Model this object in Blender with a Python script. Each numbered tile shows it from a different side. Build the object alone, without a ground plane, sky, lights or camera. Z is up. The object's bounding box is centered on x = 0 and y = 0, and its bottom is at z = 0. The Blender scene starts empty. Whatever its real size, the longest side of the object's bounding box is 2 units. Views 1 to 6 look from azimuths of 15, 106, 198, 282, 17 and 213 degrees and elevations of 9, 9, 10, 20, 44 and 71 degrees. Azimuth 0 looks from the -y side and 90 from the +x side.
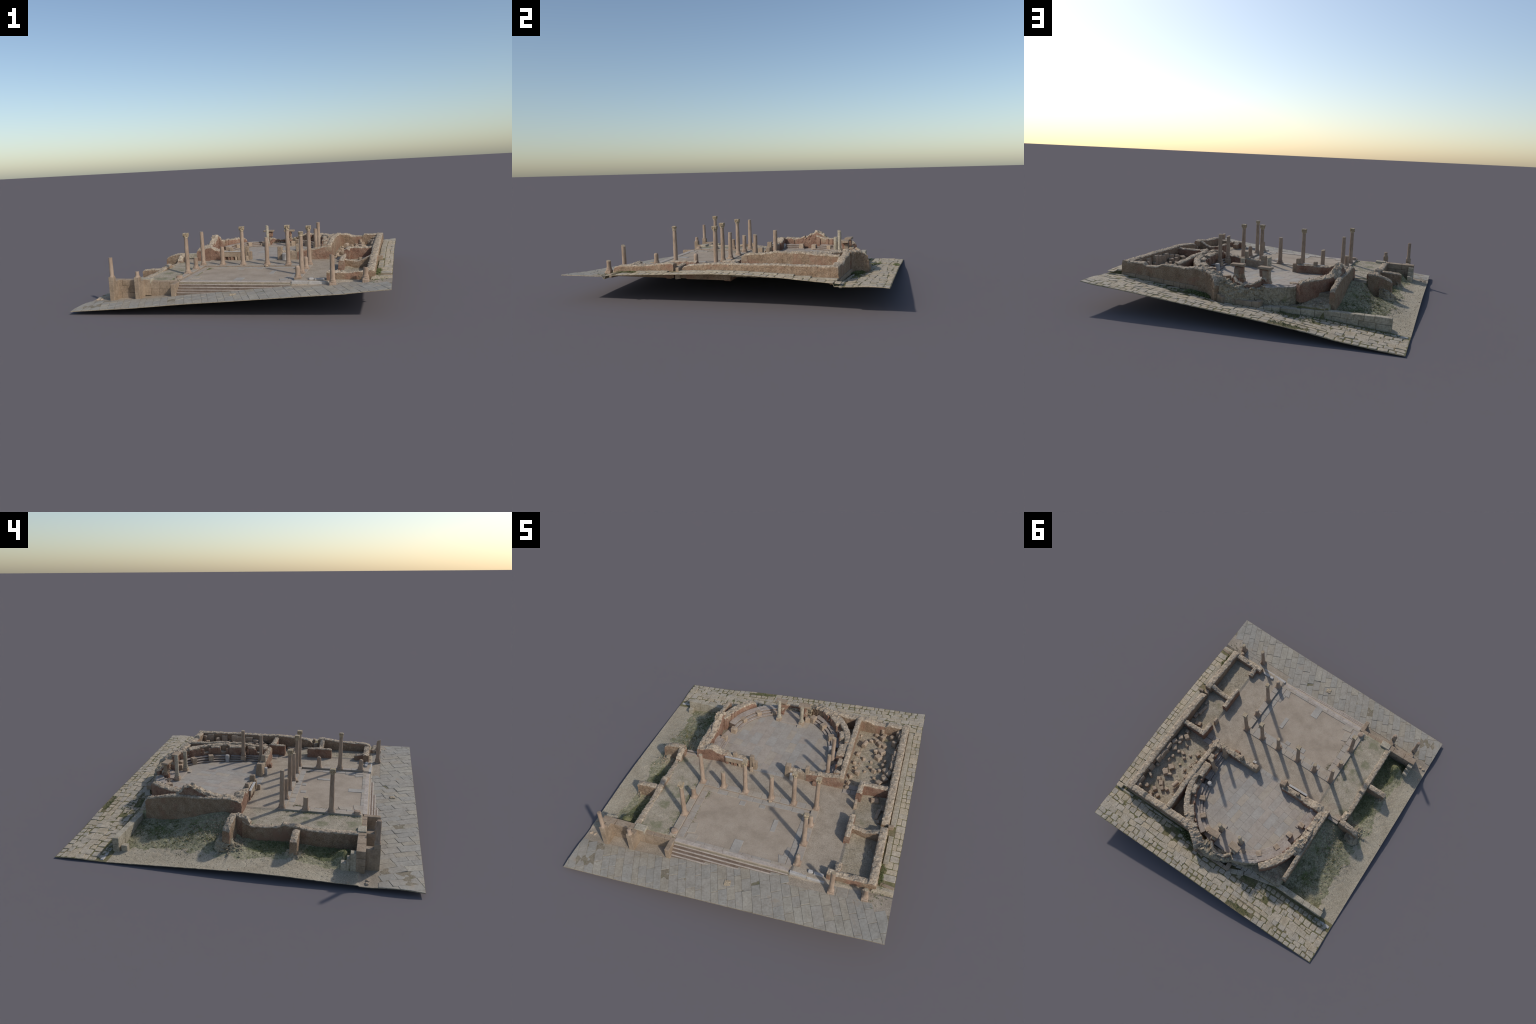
import bpy, bmesh, math, random
from mathutils import Vector, noise
R = random.Random(20240611)
HX, HY = 0.9575, 1.0            # half extents of the excavated site


# ------------------------------------------------------------------ helpers
def lerp(a, b, t):
    return a + (b - a) * t


def clamp(t, a=0.0, b=1.0):
    return max(a, min(b, t))


def smooth(t):
    t = clamp(t)
    return t * t * (3 - 2 * t)


def prof(x, pts):
    """piecewise linear profile through a few control points"""
    if x <= pts[0][0]:
        return pts[0][1]
    for (x0, z0), (x1, z1) in zip(pts, pts[1:]):
        if x <= x1:
            return lerp(z0, z1, (x - x0) / (x1 - x0))
    return pts[-1][1]


def nz(x, y, z, f, seed=0.0):
    return noise.noise(Vector((x * f + seed, y * f - seed * .7, z * f + seed * .3)))


def fbm(x, y, z, f, seed=0.0):
    return nz(x, y, z, f, seed) * .6 + nz(x, y, z, f * 2.1, seed + 9) * .3 + nz(x, y, z, f * 4.3, seed + 21) * .15


def cobble(p, f):
    """rounded stones: high in the middle of a cell, low in the joints"""
    d, _ = noise.voronoi(Vector(p) * f)
    return clamp((d[1] - d[0]) * 1.6) - .45


ROOT = bpy.data.objects.new("roman_ruin", None)
ROOT["label"] = "excavated Roman ruin with columns, courtyard, apsed hall and paved streets"
ROOT["category"] = "archaeological ruin"
bpy.context.scene.collection.objects.link(ROOT)


def add_obj(name, me, parent=None, mats=(), smooth_angle=None, stuff=False):
    ob = bpy.data.objects.new(name, me)
    for m in mats:
        if len(me.materials) < len(mats):
            me.materials.append(m)
    bpy.context.scene.collection.objects.link(ob)
    ob.parent = parent or ROOT
    if smooth_angle is not None:
        for p in me.polygons:
            p.use_smooth = True
        me.set_sharp_from_angle(angle=math.radians(smooth_angle))
    if stuff:
        ob["kind"] = "stuff"
    return ob


def mesh_from(name, verts, faces, mat_idx=None):
    me = bpy.data.meshes.new(name)
    me.from_pydata([tuple(v) for v in verts], [], faces)
    if mat_idx:
        for p, i in zip(me.polygons, mat_idx):
            p.material_index = i
    me.update()
    return me


def hull_into(bm, pts):
    vs = [bm.verts.new(p) for p in pts]
    r = bmesh.ops.convex_hull(bm, input=vs)
    junk = [g for g in set(r["geom_interior"] + r["geom_unused"]) if isinstance(g, bmesh.types.BMVert) and g.is_valid]
    if junk:
        bmesh.ops.delete(bm, geom=junk, context='VERTS')


def box_pts(cx, cy, z0, z1, sx, sy, rot=0.0, ch=.0015, jit=.0008, taper=1.0, lean=(0, 0)):
    """chamfered, slightly irregular block; sx, sy full sizes"""
    out = []
    c, s = math.cos(rot), math.sin(rot)
    for ix in (-1, 1):
        for iy in (-1, 1):
            for iz in (0, 1):
                j = [R.uniform(-jit, jit) for _ in range(3)]
                k = taper if iz else 1.0
                hx, hy = sx / 2 * k, sy / 2 * k
                zz = z1 if iz else z0
                dz = -ch if iz else ch
                for ax in range(3):
                    px = ix * (hx - (0 if ax == 0 else ch)) + j[0] + lean[0] * iz
                    py = iy * (hy - (0 if ax == 1 else ch)) + j[1] + lean[1] * iz
                    pz = zz + (0 if ax == 2 else dz) + j[2]
                    out.append((cx + px * c - py * s, cy + px * s + py * c, pz))
    return out


def hull_obj(name, pts, mat, parent=None):
    bm = bmesh.new()
    hull_into(bm, pts)
    me = bpy.data.meshes.new(name)
    bm.to_mesh(me)
    bm.free()
    return add_obj(name, me, parent, (mat,))


def emit(kind, pieces, limit=300):
    """pieces: (size, pts, material); the largest become objects, the rest one joined part"""
    pieces = sorted(pieces, key=lambda p: -p[0])
    for _, pts, m in pieces[:limit]:
        hull_obj(kind, pts, m)
    rest = {}
    for _, pts, m in pieces[limit:]:
        rest.setdefault(m.name, (m, []))[1].append(pts)
    for m, lst in rest.values():
        bm = bmesh.new()
        for pts in lst:
            b2 = bmesh.new()
            hull_into(b2, pts)
            tmp = bpy.data.meshes.new("tmp")
            b2.to_mesh(tmp)
            b2.free()
            bm.from_mesh(tmp)
            bpy.data.meshes.remove(tmp)
        me = bpy.data.meshes.new(kind + "_small")
        bm.to_mesh(me)
        bm.free()
        add_obj(kind + "_small", me, None, (m,), stuff=True)


# ------------------------------------------------------------------ materials
def make_mat(name, cols, scale=20.0, detail=6.0, spots=None, spot_scale=60.0, spot_amt=.5, patch=None,
             patch_scale=4.0, patch_cut=.55, bump=.3, bump_scale=180.0, rough=.9, courses=None, grain=.25,
             streak=None, grit=None):
    """cols: ramp colours over broad noise; spots: colour of fine specks; patch: colour of broad growth or stain;
    courses: (row height, colour) thin horizontal joints of brickwork"""
    m = bpy.data.materials.new(name)
    m.use_nodes = True
    nt = m.node_tree
    N, L = nt.nodes, nt.links
    b = N["Principled BSDF"]
    b.inputs["Roughness"].default_value = rough
    b.inputs["Specular IOR Level"].default_value = .25
    tc = N.new("ShaderNodeTexCoord")
    mp = N.new("ShaderNodeMapping")
    L.new(tc.outputs["Object"], mp.inputs["Vector"])
    if streak:
        mp.inputs["Scale"].default_value = (1, 1, streak)
    vec = mp.outputs["Vector"]

    def noi(sc, det=4.0, ro=.6, v=vec):
        n = N.new("ShaderNodeTexNoise")
        n.inputs["Scale"].default_value = sc
        n.inputs["Detail"].default_value = det
        n.inputs["Roughness"].default_value = ro
        L.new(v, n.inputs["Vector"])
        return n.outputs["Fac"]

    def mix(fac, a, c, mode='MIX'):
        x = N.new("ShaderNodeMix")
        x.data_type = 'RGBA'
        x.blend_type = mode
        for sock, val in ((x.inputs["Factor"], fac), (x.inputs["A"], a), (x.inputs["B"], c)):
            if isinstance(val, bpy.types.NodeSocket):
                L.new(val, sock)
            elif isinstance(val, (int, float)):
                sock.default_value = val
            else:
                sock.default_value = (*val, 1)
        return x.outputs["Result"]

    def cut(sock, lo, hi, a=0.0, c=1.0):
        r = N.new("ShaderNodeMapRange")
        r.inputs["From Min"].default_value = lo
        r.inputs["From Max"].default_value = hi
        r.inputs["To Min"].default_value = a
        r.inputs["To Max"].default_value = c
        L.new(sock, r.inputs["Value"])
        return r.outputs["Result"]

    ramp = N.new("ShaderNodeValToRGB")
    while len(ramp.color_ramp.elements) < len(cols):
        ramp.color_ramp.elements.new(.5)
    for i, c in enumerate(cols):
        e = ramp.color_ramp.elements[i]
        e.position = .3 + .4 * i / max(1, len(cols) - 1)
        e.color = (*c, 1)
    L.new(noi(scale, detail), ramp.inputs["Fac"])
    col = ramp.outputs["Color"]
    if grain:
        g = cut(noi(bump_scale * .7, 3.0), .3, .7, 1 - grain, 1 + grain)
        col = mix(1.0, col, g, 'MULTIPLY')
    if courses:
        h, jc = courses
        sep = N.new("ShaderNodeSeparateXYZ")
        L.new(vec, sep.inputs[0])
        ad = N.new("ShaderNodeMath")
        L.new(sep.outputs["X"], ad.inputs[0])
        L.new(sep.outputs["Y"], ad.inputs[1])
        cb = N.new("ShaderNodeCombineXYZ")
        L.new(ad.outputs[0], cb.inputs["X"])
        L.new(sep.outputs["Z"], cb.inputs["Y"])
        br = N.new("ShaderNodeTexBrick")
        br.inputs["Scale"].default_value = 1.0
        br.inputs["Brick Width"].default_value = h * 2.6
        br.inputs["Row Height"].default_value = h
        br.inputs["Mortar Size"].default_value = h * .13
        br.inputs["Mortar Smooth"].default_value = .4
        L.new(cb.outputs[0], br.inputs["Vector"])
        fade = cut(noi(scale * .8, 3.0), .38, .6, .15, .75)
        mul = N.new("ShaderNodeMath")
        mul.operation = 'MULTIPLY'
        L.new(br.outputs["Fac"], mul.inputs[0])
        L.new(fade, mul.inputs[1])
        col = mix(mul.outputs[0], col, jc)
    if spots:
        v = N.new("ShaderNodeTexVoronoi")
        v.inputs["Scale"].default_value = spot_scale
        L.new(vec, v.inputs["Vector"])
        a = cut(v.outputs["Distance"], .12, .42, spot_amt, 0.0)
        gate = cut(noi(spot_scale * .35, 2.0), .42, .6)
        mul = N.new("ShaderNodeMath")
        mul.operation = 'MULTIPLY'
        L.new(a, mul.inputs[0])
        L.new(gate, mul.inputs[1])
        col = mix(mul.outputs[0], col, spots)
    if grit:
        v2 = N.new("ShaderNodeTexVoronoi")
        v2.inputs["Scale"].default_value = spot_scale * .8
        v2.inputs["Randomness"].default_value = 1.0
        sh = N.new("ShaderNodeMapping")
        sh.inputs["Location"].default_value = (3.7, 1.9, .4)
        L.new(vec, sh.inputs["Vector"])
        L.new(sh.outputs["Vector"], v2.inputs["Vector"])
        a2 = cut(v2.outputs["Distance"], .10, .36, .75, 0.0)
        g2 = cut(noi(spot_scale * .22, 3.0), .44, .60)
        mu = N.new("ShaderNodeMath")
        mu.operation = 'MULTIPLY'
        L.new(a2, mu.inputs[0])
        L.new(g2, mu.inputs[1])
        col = mix(mu.outputs[0], col, grit)
    if patch:
        f = cut(noi(patch_scale, 5.0, .65), patch_cut, patch_cut + .12)
        col = mix(f, col, patch)
    L.new(col, b.inputs["Base Color"])
    bp = N.new("ShaderNodeBump")
    bp.inputs["Strength"].default_value = bump
    bp.inputs["Distance"].default_value = .003
    L.new(noi(bump_scale, 5.0, .7), bp.inputs["Height"])
    L.new(bp.outputs["Normal"], b.inputs["Normal"])
    return m


MOSS = (.105, .125, .040)
DRYGRASS = (.25, .22, .09)
M = {}
M["earth"] = make_mat("beaten_earth", [(0.301, 0.241, 0.179), (0.373, 0.3, 0.228), (0.411, 0.337, 0.259)], 9, 6,
                      spots=(.22, .19, .13), spot_scale=90, spot_amt=.35, bump=.12, bump_scale=220, grain=.1)
M["gravel"] = make_mat("portico_gravel", [(0.296, 0.24, 0.178), (0.367, 0.3, 0.226), (0.418, 0.345, 0.264)], 14, 8,
                       grit=(.50, .44, .34), spots=(.16, .14, .10), spot_scale=150, spot_amt=.6, bump=.5, bump_scale=260, grain=.22)
M["grassy"] = make_mat("grassy_gravel", [(0.302, 0.254, 0.182), (0.381, 0.319, 0.237), (0.426, 0.362, 0.275)], 16, 8,
                       grit=(.50, .44, .34), spots=(.14, .15, .075), spot_scale=120, spot_amt=.7, patch=(.22, .205, .125), patch_scale=9,
                       patch_cut=.52, bump=.6, bump_scale=240, grain=.25)
M["yard"] = make_mat("sandy_yard", [(.35, .29, .205), (.41, .345, .25), (.45, .385, .285)], 8, 8,
                     grit=(.50, .44, .34), spots=(.20, .185, .11), spot_scale=110, spot_amt=.6, bump=.5, bump_scale=240, grain=.3)
M["weedy"] = make_mat("weedy_ground", [(.20, .195, .11), (.29, .265, .165), (.36, .32, .215)], 13, 9,
                      grit=(.50, .44, .34), spots=(.13, .145, .07), spot_scale=90, spot_amt=.7, patch=(.13, .15, .05), patch_scale=7,
                      patch_cut=.56, bump=.8, bump_scale=160, grain=.45)
M["pit"] = make_mat("green_hollow", [(.135, .145, .068), (.205, .20, .10), (.29, .262, .145)], 10, 8,
                    spots=(.07, .09, .03), spot_scale=100, spot_amt=.6, bump=.8, bump_scale=150, grain=.3)
M["roomfloor"] = make_mat("dirt_floor", [(0.288, 0.235, 0.16), (0.36, 0.3, 0.215), (0.412, 0.345, 0.26)], 16, 8,
                          grit=(.50, .44, .34), spots=(.14, .13, .075), spot_scale=95, spot_amt=.75, patch=(.23, .205, .125),
                          patch_scale=11, patch_cut=.60, bump=.8, bump_scale=170, grain=.28)
M["dirtjoint"] = make_mat("joint_dirt", [(.20, .165, .115), (.27, .225, .16)], 22, 5, patch=(.13, .13, .06),
                          patch_scale=7, patch_cut=.6, bump=.5)
M["mossjoint"] = make_mat("mossy_joint", [(0.127, 0.12, 0.05), (0.172, 0.15, 0.072), (0.253, 0.19, 0.121)], 18, 6,
                          bump=.8, bump_scale=150, grain=.3)
SLAB = [make_mat("street_slab_" + n, c, 22, 6, spots=(.22, .18, .135), spot_scale=60, spot_amt=.4, patch=(.34, .275, .205), patch_scale=11, patch_cut=.60, bump=.25,
                 bump_scale=120, rough=.75, grain=.12)
        for n, c in (("grey", [(0.291, 0.255, 0.204), (0.341, 0.303, 0.248), (0.373, 0.334, 0.275)]),
                     ("blue", [(0.286, 0.257, 0.21), (0.331, 0.301, 0.252), (0.366, 0.334, 0.282)]),
                     ("warm", [(0.304, 0.257, 0.194), (0.353, 0.306, 0.236), (0.391, 0.339, 0.264)]),
                     ("pale", [(0.309, 0.269, 0.21), (0.361, 0.32, 0.254), (0.396, 0.351, 0.282)]))]
BLOCK = [make_mat("road_stone_" + n, c, 24, 7, spots=(.22, .19, .13), spot_scale=110, spot_amt=.45,
                  patch=(.20, .19, .10), patch_scale=10, patch_cut=.62, bump=.5, bump_scale=150, grain=.2)
         for n, c in (("pale", [(0.378, 0.309, 0.222), (0.454, 0.379, 0.281), (0.509, 0.429, 0.324)]),
                      ("tan", [(0.387, 0.309, 0.211), (0.454, 0.369, 0.259), (0.499, 0.412, 0.304)]),
                      ("grey", [(0.354, 0.299, 0.227), (0.42, 0.358, 0.275), (0.466, 0.4, 0.32)]))]
FLOOR = [make_mat("hall_slab_" + n, c, 16, 6, spots=(.27, .22, .18), spot_scale=60, spot_amt=.25, bump=.12,
                  bump_scale=110, rough=.7, grain=.08)
         for n, c in (("rose", [(0.326, 0.269, 0.217), (0.372, 0.312, 0.253), (0.401, 0.341, 0.279)]),
                      ("grey", [(0.306, 0.264, 0.219), (0.352, 0.307, 0.256), (0.384, 0.339, 0.284)]),
                      ("blue", [(0.314, 0.278, 0.236), (0.357, 0.32, 0.273), (0.391, 0.353, 0.304)]),
                      ("sand", [(0.337, 0.276, 0.212), (0.382, 0.32, 0.249), (0.411, 0.348, 0.274)]))]
M["brick"] = make_mat("red_brickwork", [(0.171, 0.085, 0.056), (0.248, 0.132, 0.087), (0.294, 0.19, 0.131)], 20, 7,
                      spots=(.14, .08, .055), spot_scale=150, spot_amt=.5, patch=(.34, .25, .17), patch_scale=9,
                      patch_cut=.55, courses=(.0062, (.38, .29, .21)), bump=.9, bump_scale=190, grain=.3)
M["brown"] = make_mat("weathered_masonry", [(0.205, 0.131, 0.079), (0.288, 0.194, 0.123), (0.363, 0.261, 0.176)], 26, 8,
                      spots=(.17, .115, .075), spot_scale=170, spot_amt=.7, patch=(.30, .175, .115), patch_scale=7,
                      patch_cut=.52, courses=(.0068, (.38, .295, .21)), bump=1.0, bump_scale=200, grain=.35)
M["cap"] = make_mat("rubble_core", [(0.291, 0.22, 0.149), (0.414, 0.328, 0.236), (0.526, 0.435, 0.328)], 40, 8,
                    spots=(.22, .17, .12), spot_scale=150, spot_amt=.7, patch=(.42, .29, .20), patch_scale=12,
                    patch_cut=.62, bump=1.0, bump_scale=170, grain=.35)
M["rubble"] = make_mat("earthy_rubble", [(.28, .225, .15), (.36, .295, .205), (.42, .35, .255)], 30, 8,
                       grit=(.50, .44, .34), spots=(.17, .145, .09), spot_scale=100, spot_amt=.75, patch=(.15, .155, .07),
                       patch_scale=8, patch_cut=.63, bump=1.0, bump_scale=150, grain=.35)
M["ashlar"] = make_mat("golden_ashlar", [(.245, .178, .118), (.325, .243, .170), (.385, .300, .215)], 14, 7,
                       spots=(.25, .18, .11), spot_scale=90, spot_amt=.4, bump=.5, bump_scale=130, grain=.18)
M["ashlargrey"] = make_mat("grey_ashlar", [(.31, .26, .185), (.39, .335, .25), (.45, .39, .30)], 18, 8,
                           spots=(.2, .17, .11), spot_scale=110, spot_amt=.6, bump=.6, bump_scale=140, grain=.25)
M["column"] = make_mat("column_limestone", [(.268, .188, .130), (.352, .256, .185), (.415, .312, .232)], 34, 7,
                       spots=(.25, .18, .125), spot_scale=80, spot_amt=.4, bump=.45, bump_scale=150, grain=.15,
                       streak=.3)
M["capital"] = make_mat("capital_limestone", [(0.324, 0.245, 0.152), (0.405, 0.318, 0.212), (0.468, 0.378, 0.264)], 60, 7,
                        spots=(.2, .15, .10), spot_scale=150, spot_amt=.6, bump=.6, bump_scale=200, grain=.25)
M["marble"] = make_mat("pale_marble", [(.38, .345, .305), (.45, .415, .375), (.51, .475, .435)], 26, 7,
                       spots=(.3, .26, .22), spot_scale=70, spot_amt=.3, bump=.25, bump_scale=140, rough=.65, grain=.1)
M["stone"] = make_mat("loose_stone", [(0.323, 0.234, 0.157), (0.399, 0.302, 0.212), (0.456, 0.356, 0.259)], 30, 7,
                      spots=(.24, .18, .12), spot_scale=100, spot_amt=.5, bump=.6, bump_scale=150, grain=.22)
M["stair"] = make_mat("stair_stone", [(0.355, 0.288, 0.231), (0.423, 0.355, 0.295), (0.473, 0.402, 0.34)], 20, 7,
                      spots=(.25, .20, .16), spot_scale=80, spot_amt=.4, bump=.35, bump_scale=130, rough=.75, grain=.15)
M["bench"] = make_mat("bench_stone", [(.29, .235, .19), (.36, .30, .25), (.41, .35, .295)], 20, 7,
                      spots=(.22, .165, .12), spot_scale=70, spot_amt=.45, bump=.35, bump_scale=130, rough=.8, grain=.18)
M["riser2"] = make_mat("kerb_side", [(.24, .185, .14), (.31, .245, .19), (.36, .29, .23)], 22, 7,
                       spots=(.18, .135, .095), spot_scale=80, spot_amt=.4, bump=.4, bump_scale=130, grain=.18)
M["riser"] = make_mat("shadow_darkened_riser", [(0.158, 0.115, 0.087), (0.202, 0.15, 0.115), (0.238, 0.185, 0.147)], 18, 7,  # stone colour darkened to paint in the shadow bands under the step noses
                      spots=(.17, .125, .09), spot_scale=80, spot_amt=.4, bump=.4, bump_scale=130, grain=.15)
M["leaf"] = make_mat("weed_leaf", [(.11, .135, .05), (.16, .18, .075), (.21, .22, .10)], 60, 3, bump=.1, grain=.2)
M["straw"] = make_mat("dry_weed", [(0.145, 0.148, 0.057), (0.212, 0.197, 0.085), (0.281, 0.238, 0.123)], 60, 3, bump=.1, grain=.2)


# ------------------------------------------------------------------ ground
FRONT = [(-.957, .022), (-.548, .050), (-.218, .080), (.124, .105), (.43, .129), (.705, .149), (.83, .164), (.957, .176)]
EAST = [(-1, .174), (-.73, .180), (-.62, .186), (-.49, .192), (-.24, .202), (0, .211), (.2, .209), (.42, .200), (.56, .189), (.73, .178)]
BACK_EDGE = [(-.957, .006), (-.80, .016), (-.60, .032), (-.455, .052), (-.314, .066), (-.10, .085), (.08, .098),
             (.386, .121), (.676, .143), (.863, .153), (.957, .164)]
BACK_WALL = [(-.957, .008), (-.85, .018), (-.62, .036), (-.44, .050), (-.28, .064), (-.10, .086), (.12, .092), (.21, .096),
             (.386, .112), (.62, .137), (.80, .158), (.957, .162)]
WEST_EDGE = [(-1, .022), (-.75, .025), (-.48, .028), (-.30, .034), (-.08, .034), (.24, .023), (.52, .012), (.70, .006), (1, .006)]
WEST_WALL = [(-.70, .035), (-.63, .056), (-.45, .055), (-.26, .070), (-.10, .060), (0, .075), (.05, .135), (.13, .160),
             (.24, .138), (.33, .108), (.43, .082), (.52, .072), (.60, .074), (.70, .052)]
MOUNDS = [(-.735, .08, .055, .05, .018), (-.745, .00, .04, .035, .014), (-.60, .19, .035, .05, .014), (-.745, -.585, .05, .045, .055), (-.77, -.31, .035, .03, .018), (-.87, -.66, .05, .05, .008)]
CX, CY = .005, .317                 # centre of the apse


def west_h(x, y):
    xin = -.64 if y < .04 else -.52
    t = clamp((x + HX) / (xin + HX))
    z = lerp(prof(y, WEST_EDGE), prof(y, WEST_WALL), lerp(t ** (1.6 if y > .04 else 1.3), .28 * t ** 1.5 + .72 * smooth((x + .672) / .10),
                                                               math.exp(-((y - .09) / .075) ** 2)))
    for mx, my, sx, sy, h in MOUNDS:
        z += h * math.exp(-((x - mx) / sx) ** 2 - ((y - my) / sy) ** 2)
    return z


def back_h(x, y):
    return lerp(prof(x, BACK_WALL), prof(x, BACK_EDGE), clamp((y - .78) / .2)) + .004 * max(0.0, 1 - ((y - .89) / .10) ** 2)


def front_h(x, y):
    """street surface, slightly crowned in the west"""
    return prof(x, FRONT) + (.003 + .004 * smooth((-x - .5) / .35)) * max(0.0, 1 - ((y + .87) / .125) ** 2) * smooth((.3 - x) / .4)


def region(x, y):
    r = math.hypot(x - CX, y - CY)
    if y > .58 and -.47 < x < -.04 and r > .402 and y < .70:
        return "nook"
    if y > .69 and x <= .20 and not (r < .40 and y > CY):
        return "street_back"
    if y > .70 and x > .20:
        return "street_back"
    if x > .84 and y > -.69:
        return "street_east" if y > -.70 else "street_front"
    if y < -.675 and x < -.36:
        return "street_front"
    if y < -.705:
        return "street_front"
    if x < -.622 and y > -.675:
        return "west"
    if y > .05 and x < -.49:
        return "west"
    if y > .60 and x < -.28 and r > .46:
        return "nook"
    if y > .06 and r > .45 and x > .33 and x < .475 and y > .47:
        return "well"
    if y > .045 and x < .50:
        return "hall"
    if x > .635 or (x > .50 and y > .045):
        if x > .50 and y > .03:
            return "store"
        return "room" if y > -.31 else "shop"
    if -.365 < x < .378 and y < -.205:
        return "court"
    if x < -.40:
        return "wportico"
    return "portico"


def floor_z(x, y):
    """paving of the hall: lowest at the door, rising a little towards the benches"""
    return .1535 + .0135 * smooth(math.hypot(x - .01, y - .05) / .38)


def ground_h(x, y):
    g = region(x, y)
    n = fbm(x, y, 0, 30)
    if g == "street_front":
        return front_h(x, y) + n * .0008 - .0015
    if g == "street_east":
        return prof(y, EAST) + n * .001 - .0015
    if g == "street_back":
        return back_h(x, y) + n * .0015 - .0015
    if g == "west":
        return west_h(x, y) + (n * .005 + fbm(x, y, 1, 60) * .0045) * (.35 + .65 * smooth((x + .90) / .12))
    if g == "nook":
        return lerp(.122, .092, smooth((x + .36) / .08)) + n * .007 + (.63 - y) * .30 * smooth((-.30 - x) / .06)
    if g == "well":
        return .150
    if g == "hall":
        return floor_z(x, y) - .005
    if g == "store":
        return .153 + .021 * smooth((x - .66) / .14) + n * .004 + fbm(x, y, 2, 80) * .002
    if g == "room":
        return .153 + .016 * smooth((-.05 - y) / .2) - .001 * smooth((x - .72) / .08) + n * .002
    if g == "shop":
        return .160 + n * .002 + .012 * math.exp(-((x - .67) / .03) ** 2 - ((y + .31) / .05) ** 2)
    if g == "court":
        return .1425 + n * .0009
    if g == "wportico":
        return .147 + n * .0012
    return .1525 + n * .0008


def street_mat(g, x, y):
    if g == "street_front":
        if x > .84 and -.83 < y < -.66:
            return "gravel"
        if y > -.775 and (x < -.38 or x > .37):
            return "gravel"
        return "dirtjoint"
    if g in ("street_east", "street_back"):
        if y < -.66 and x > .84:
            return "grassy"
        return "mossjoint"
    return None


PARTS = {"gravel": "gravel_floor", "grassy": "grassy_floor", "earth": "courtyard_floor", "yard": "sandy_path",
         "weedy": "weedy_slope", "pit": "grassy_hollow", "roomfloor": "dirt_floor", "dirtjoint": "paved_street_bed",
         "mossjoint": "mossy_street_bed", "rubble": "rubble_floor"}


def ground_mat(x, y):
    g = region(x, y)
    s = street_mat(g, x, y)
    if s:
        return s
    if g == "west":
        w = nz(x, y, 0, 14, 3) * .05 + nz(x, y, 0, 45, 5) * .02
        if y < .02:
            dpit = ((x + .70) / .075) ** 2 + min(((y + .52) / .14) ** 2, ((y + .17) / .13) ** 2)
            if dpit + w * 10 < 1.0:
                return "pit"
            return "weedy" if x + w > -.82 else "yard"
        if x + w > -.80 and y < .66:
            return "weedy"
        return "yard"
    if g == "nook" or g == "well":
        return "rubble"
    if g in ("store", "room", "shop"):
        return "roomfloor"
    if g == "court":
        return "earth"
    if g == "wportico":
        return "grassy" if y < .0 + nz(x, y, 0, 12) * .1 else "gravel"
    if g == "hall":
        return "dirtjoint"
    return "gravel"


def build_ground():
    nx, ny = 232, 244
    xs = [-HX + 2 * HX * i / nx for i in range(nx + 1)]
    ys = [-HY + 2 * HY * j / ny for j in range(ny + 1)]
    H = [[max(.0055, ground_h(x, y)) for x in xs] for y in ys]
    # let steps between levels be crisp at walls but soften the open ground a little
    groups = {}
    for j in range(ny):
        for i in range(nx):
            k = ground_mat((xs[i] + xs[i + 1]) / 2, (ys[j] + ys[j + 1]) / 2)
            groups.setdefault(k, []).append((i, j))
    nrm = {}

    def vn(i, j):
        i0, i1, j0, j1 = max(0, i - 1), min(nx, i + 1), max(0, j - 1), min(ny, j + 1)
        return Vector((-(H[j][i1] - H[j][i0]) / (xs[i1] - xs[i0]), -(H[j1][i] - H[j0][i]) / (ys[j1] - ys[j0]), 1)).normalized()
    for k, cells in groups.items():
        idx, verts, norms, faces = {}, [], [], []
        for i, j in cells:
            f = []
            for a, b in ((i, j), (i + 1, j), (i + 1, j + 1), (i, j + 1)):
                if (a, b) not in idx:
                    idx[(a, b)] = len(verts)
                    verts.append((xs[a], ys[b], H[b][a]))
                    norms.append(vn(a, b))
                f.append(idx[(a, b)])
            faces.append(f)
        me = mesh_from(PARTS[k], verts, faces)
        for p in me.polygons:
            p.use_smooth = True
        me.normals_split_custom_set_from_vertices(norms)
        add_obj(PARTS[k], me, None, (M[k],))
    # earth body under the surface
    verts = [(xs[i], ys[j], max(0.0, H[j][i] - .0035)) for j in range(ny + 1) for i in range(nx + 1)]
    W, faces = nx + 1, []
    for b in range(ny):
        for a in range(nx):
            faces.append((b * W + a, (b + 1) * W + a, (b + 1) * W + a + 1, b * W + a + 1))
    # skirt from rim to underside
    rim = [(i, 0) for i in range(nx + 1)] + [(nx, j) for j in range(1, ny + 1)] + \
          [(i, ny) for i in range(nx - 1, -1, -1)] + [(0, j) for j in range(ny - 1, 0, -1)]
    base = len(verts)
    for i, j in rim:
        verts.append((xs[i], ys[j], H[j][i]))
        verts.append((xs[i], ys[j], max(0.0, H[j][i] - .0035)))
    n = len(rim)
    for k in range(n):
        a, b = base + 2 * k, base + 2 * ((k + 1) % n)
        faces.append((a, a + 1, b + 1, b))
    me = mesh_from("earth_bed", verts, faces)
    add_obj("earth_bed", me, None, (M["rubble"],))


build_ground()


# ------------------------------------------------------------------ paving
def clip(poly, a, b, c):
    """keep the part of a convex polygon with a*x + b*y <= c"""
    out = []
    for p, q in zip(poly, poly[1:] + poly[:1]):
        dp, dq = a * p[0] + b * p[1] - c, a * q[0] + b * q[1] - c
        if dp <= 0:
            out.append(p)
        if dp * dq < 0:
            t = dp / (dp - dq)
            out.append((lerp(p[0], q[0], t), lerp(p[1], q[1], t)))
    return out


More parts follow.
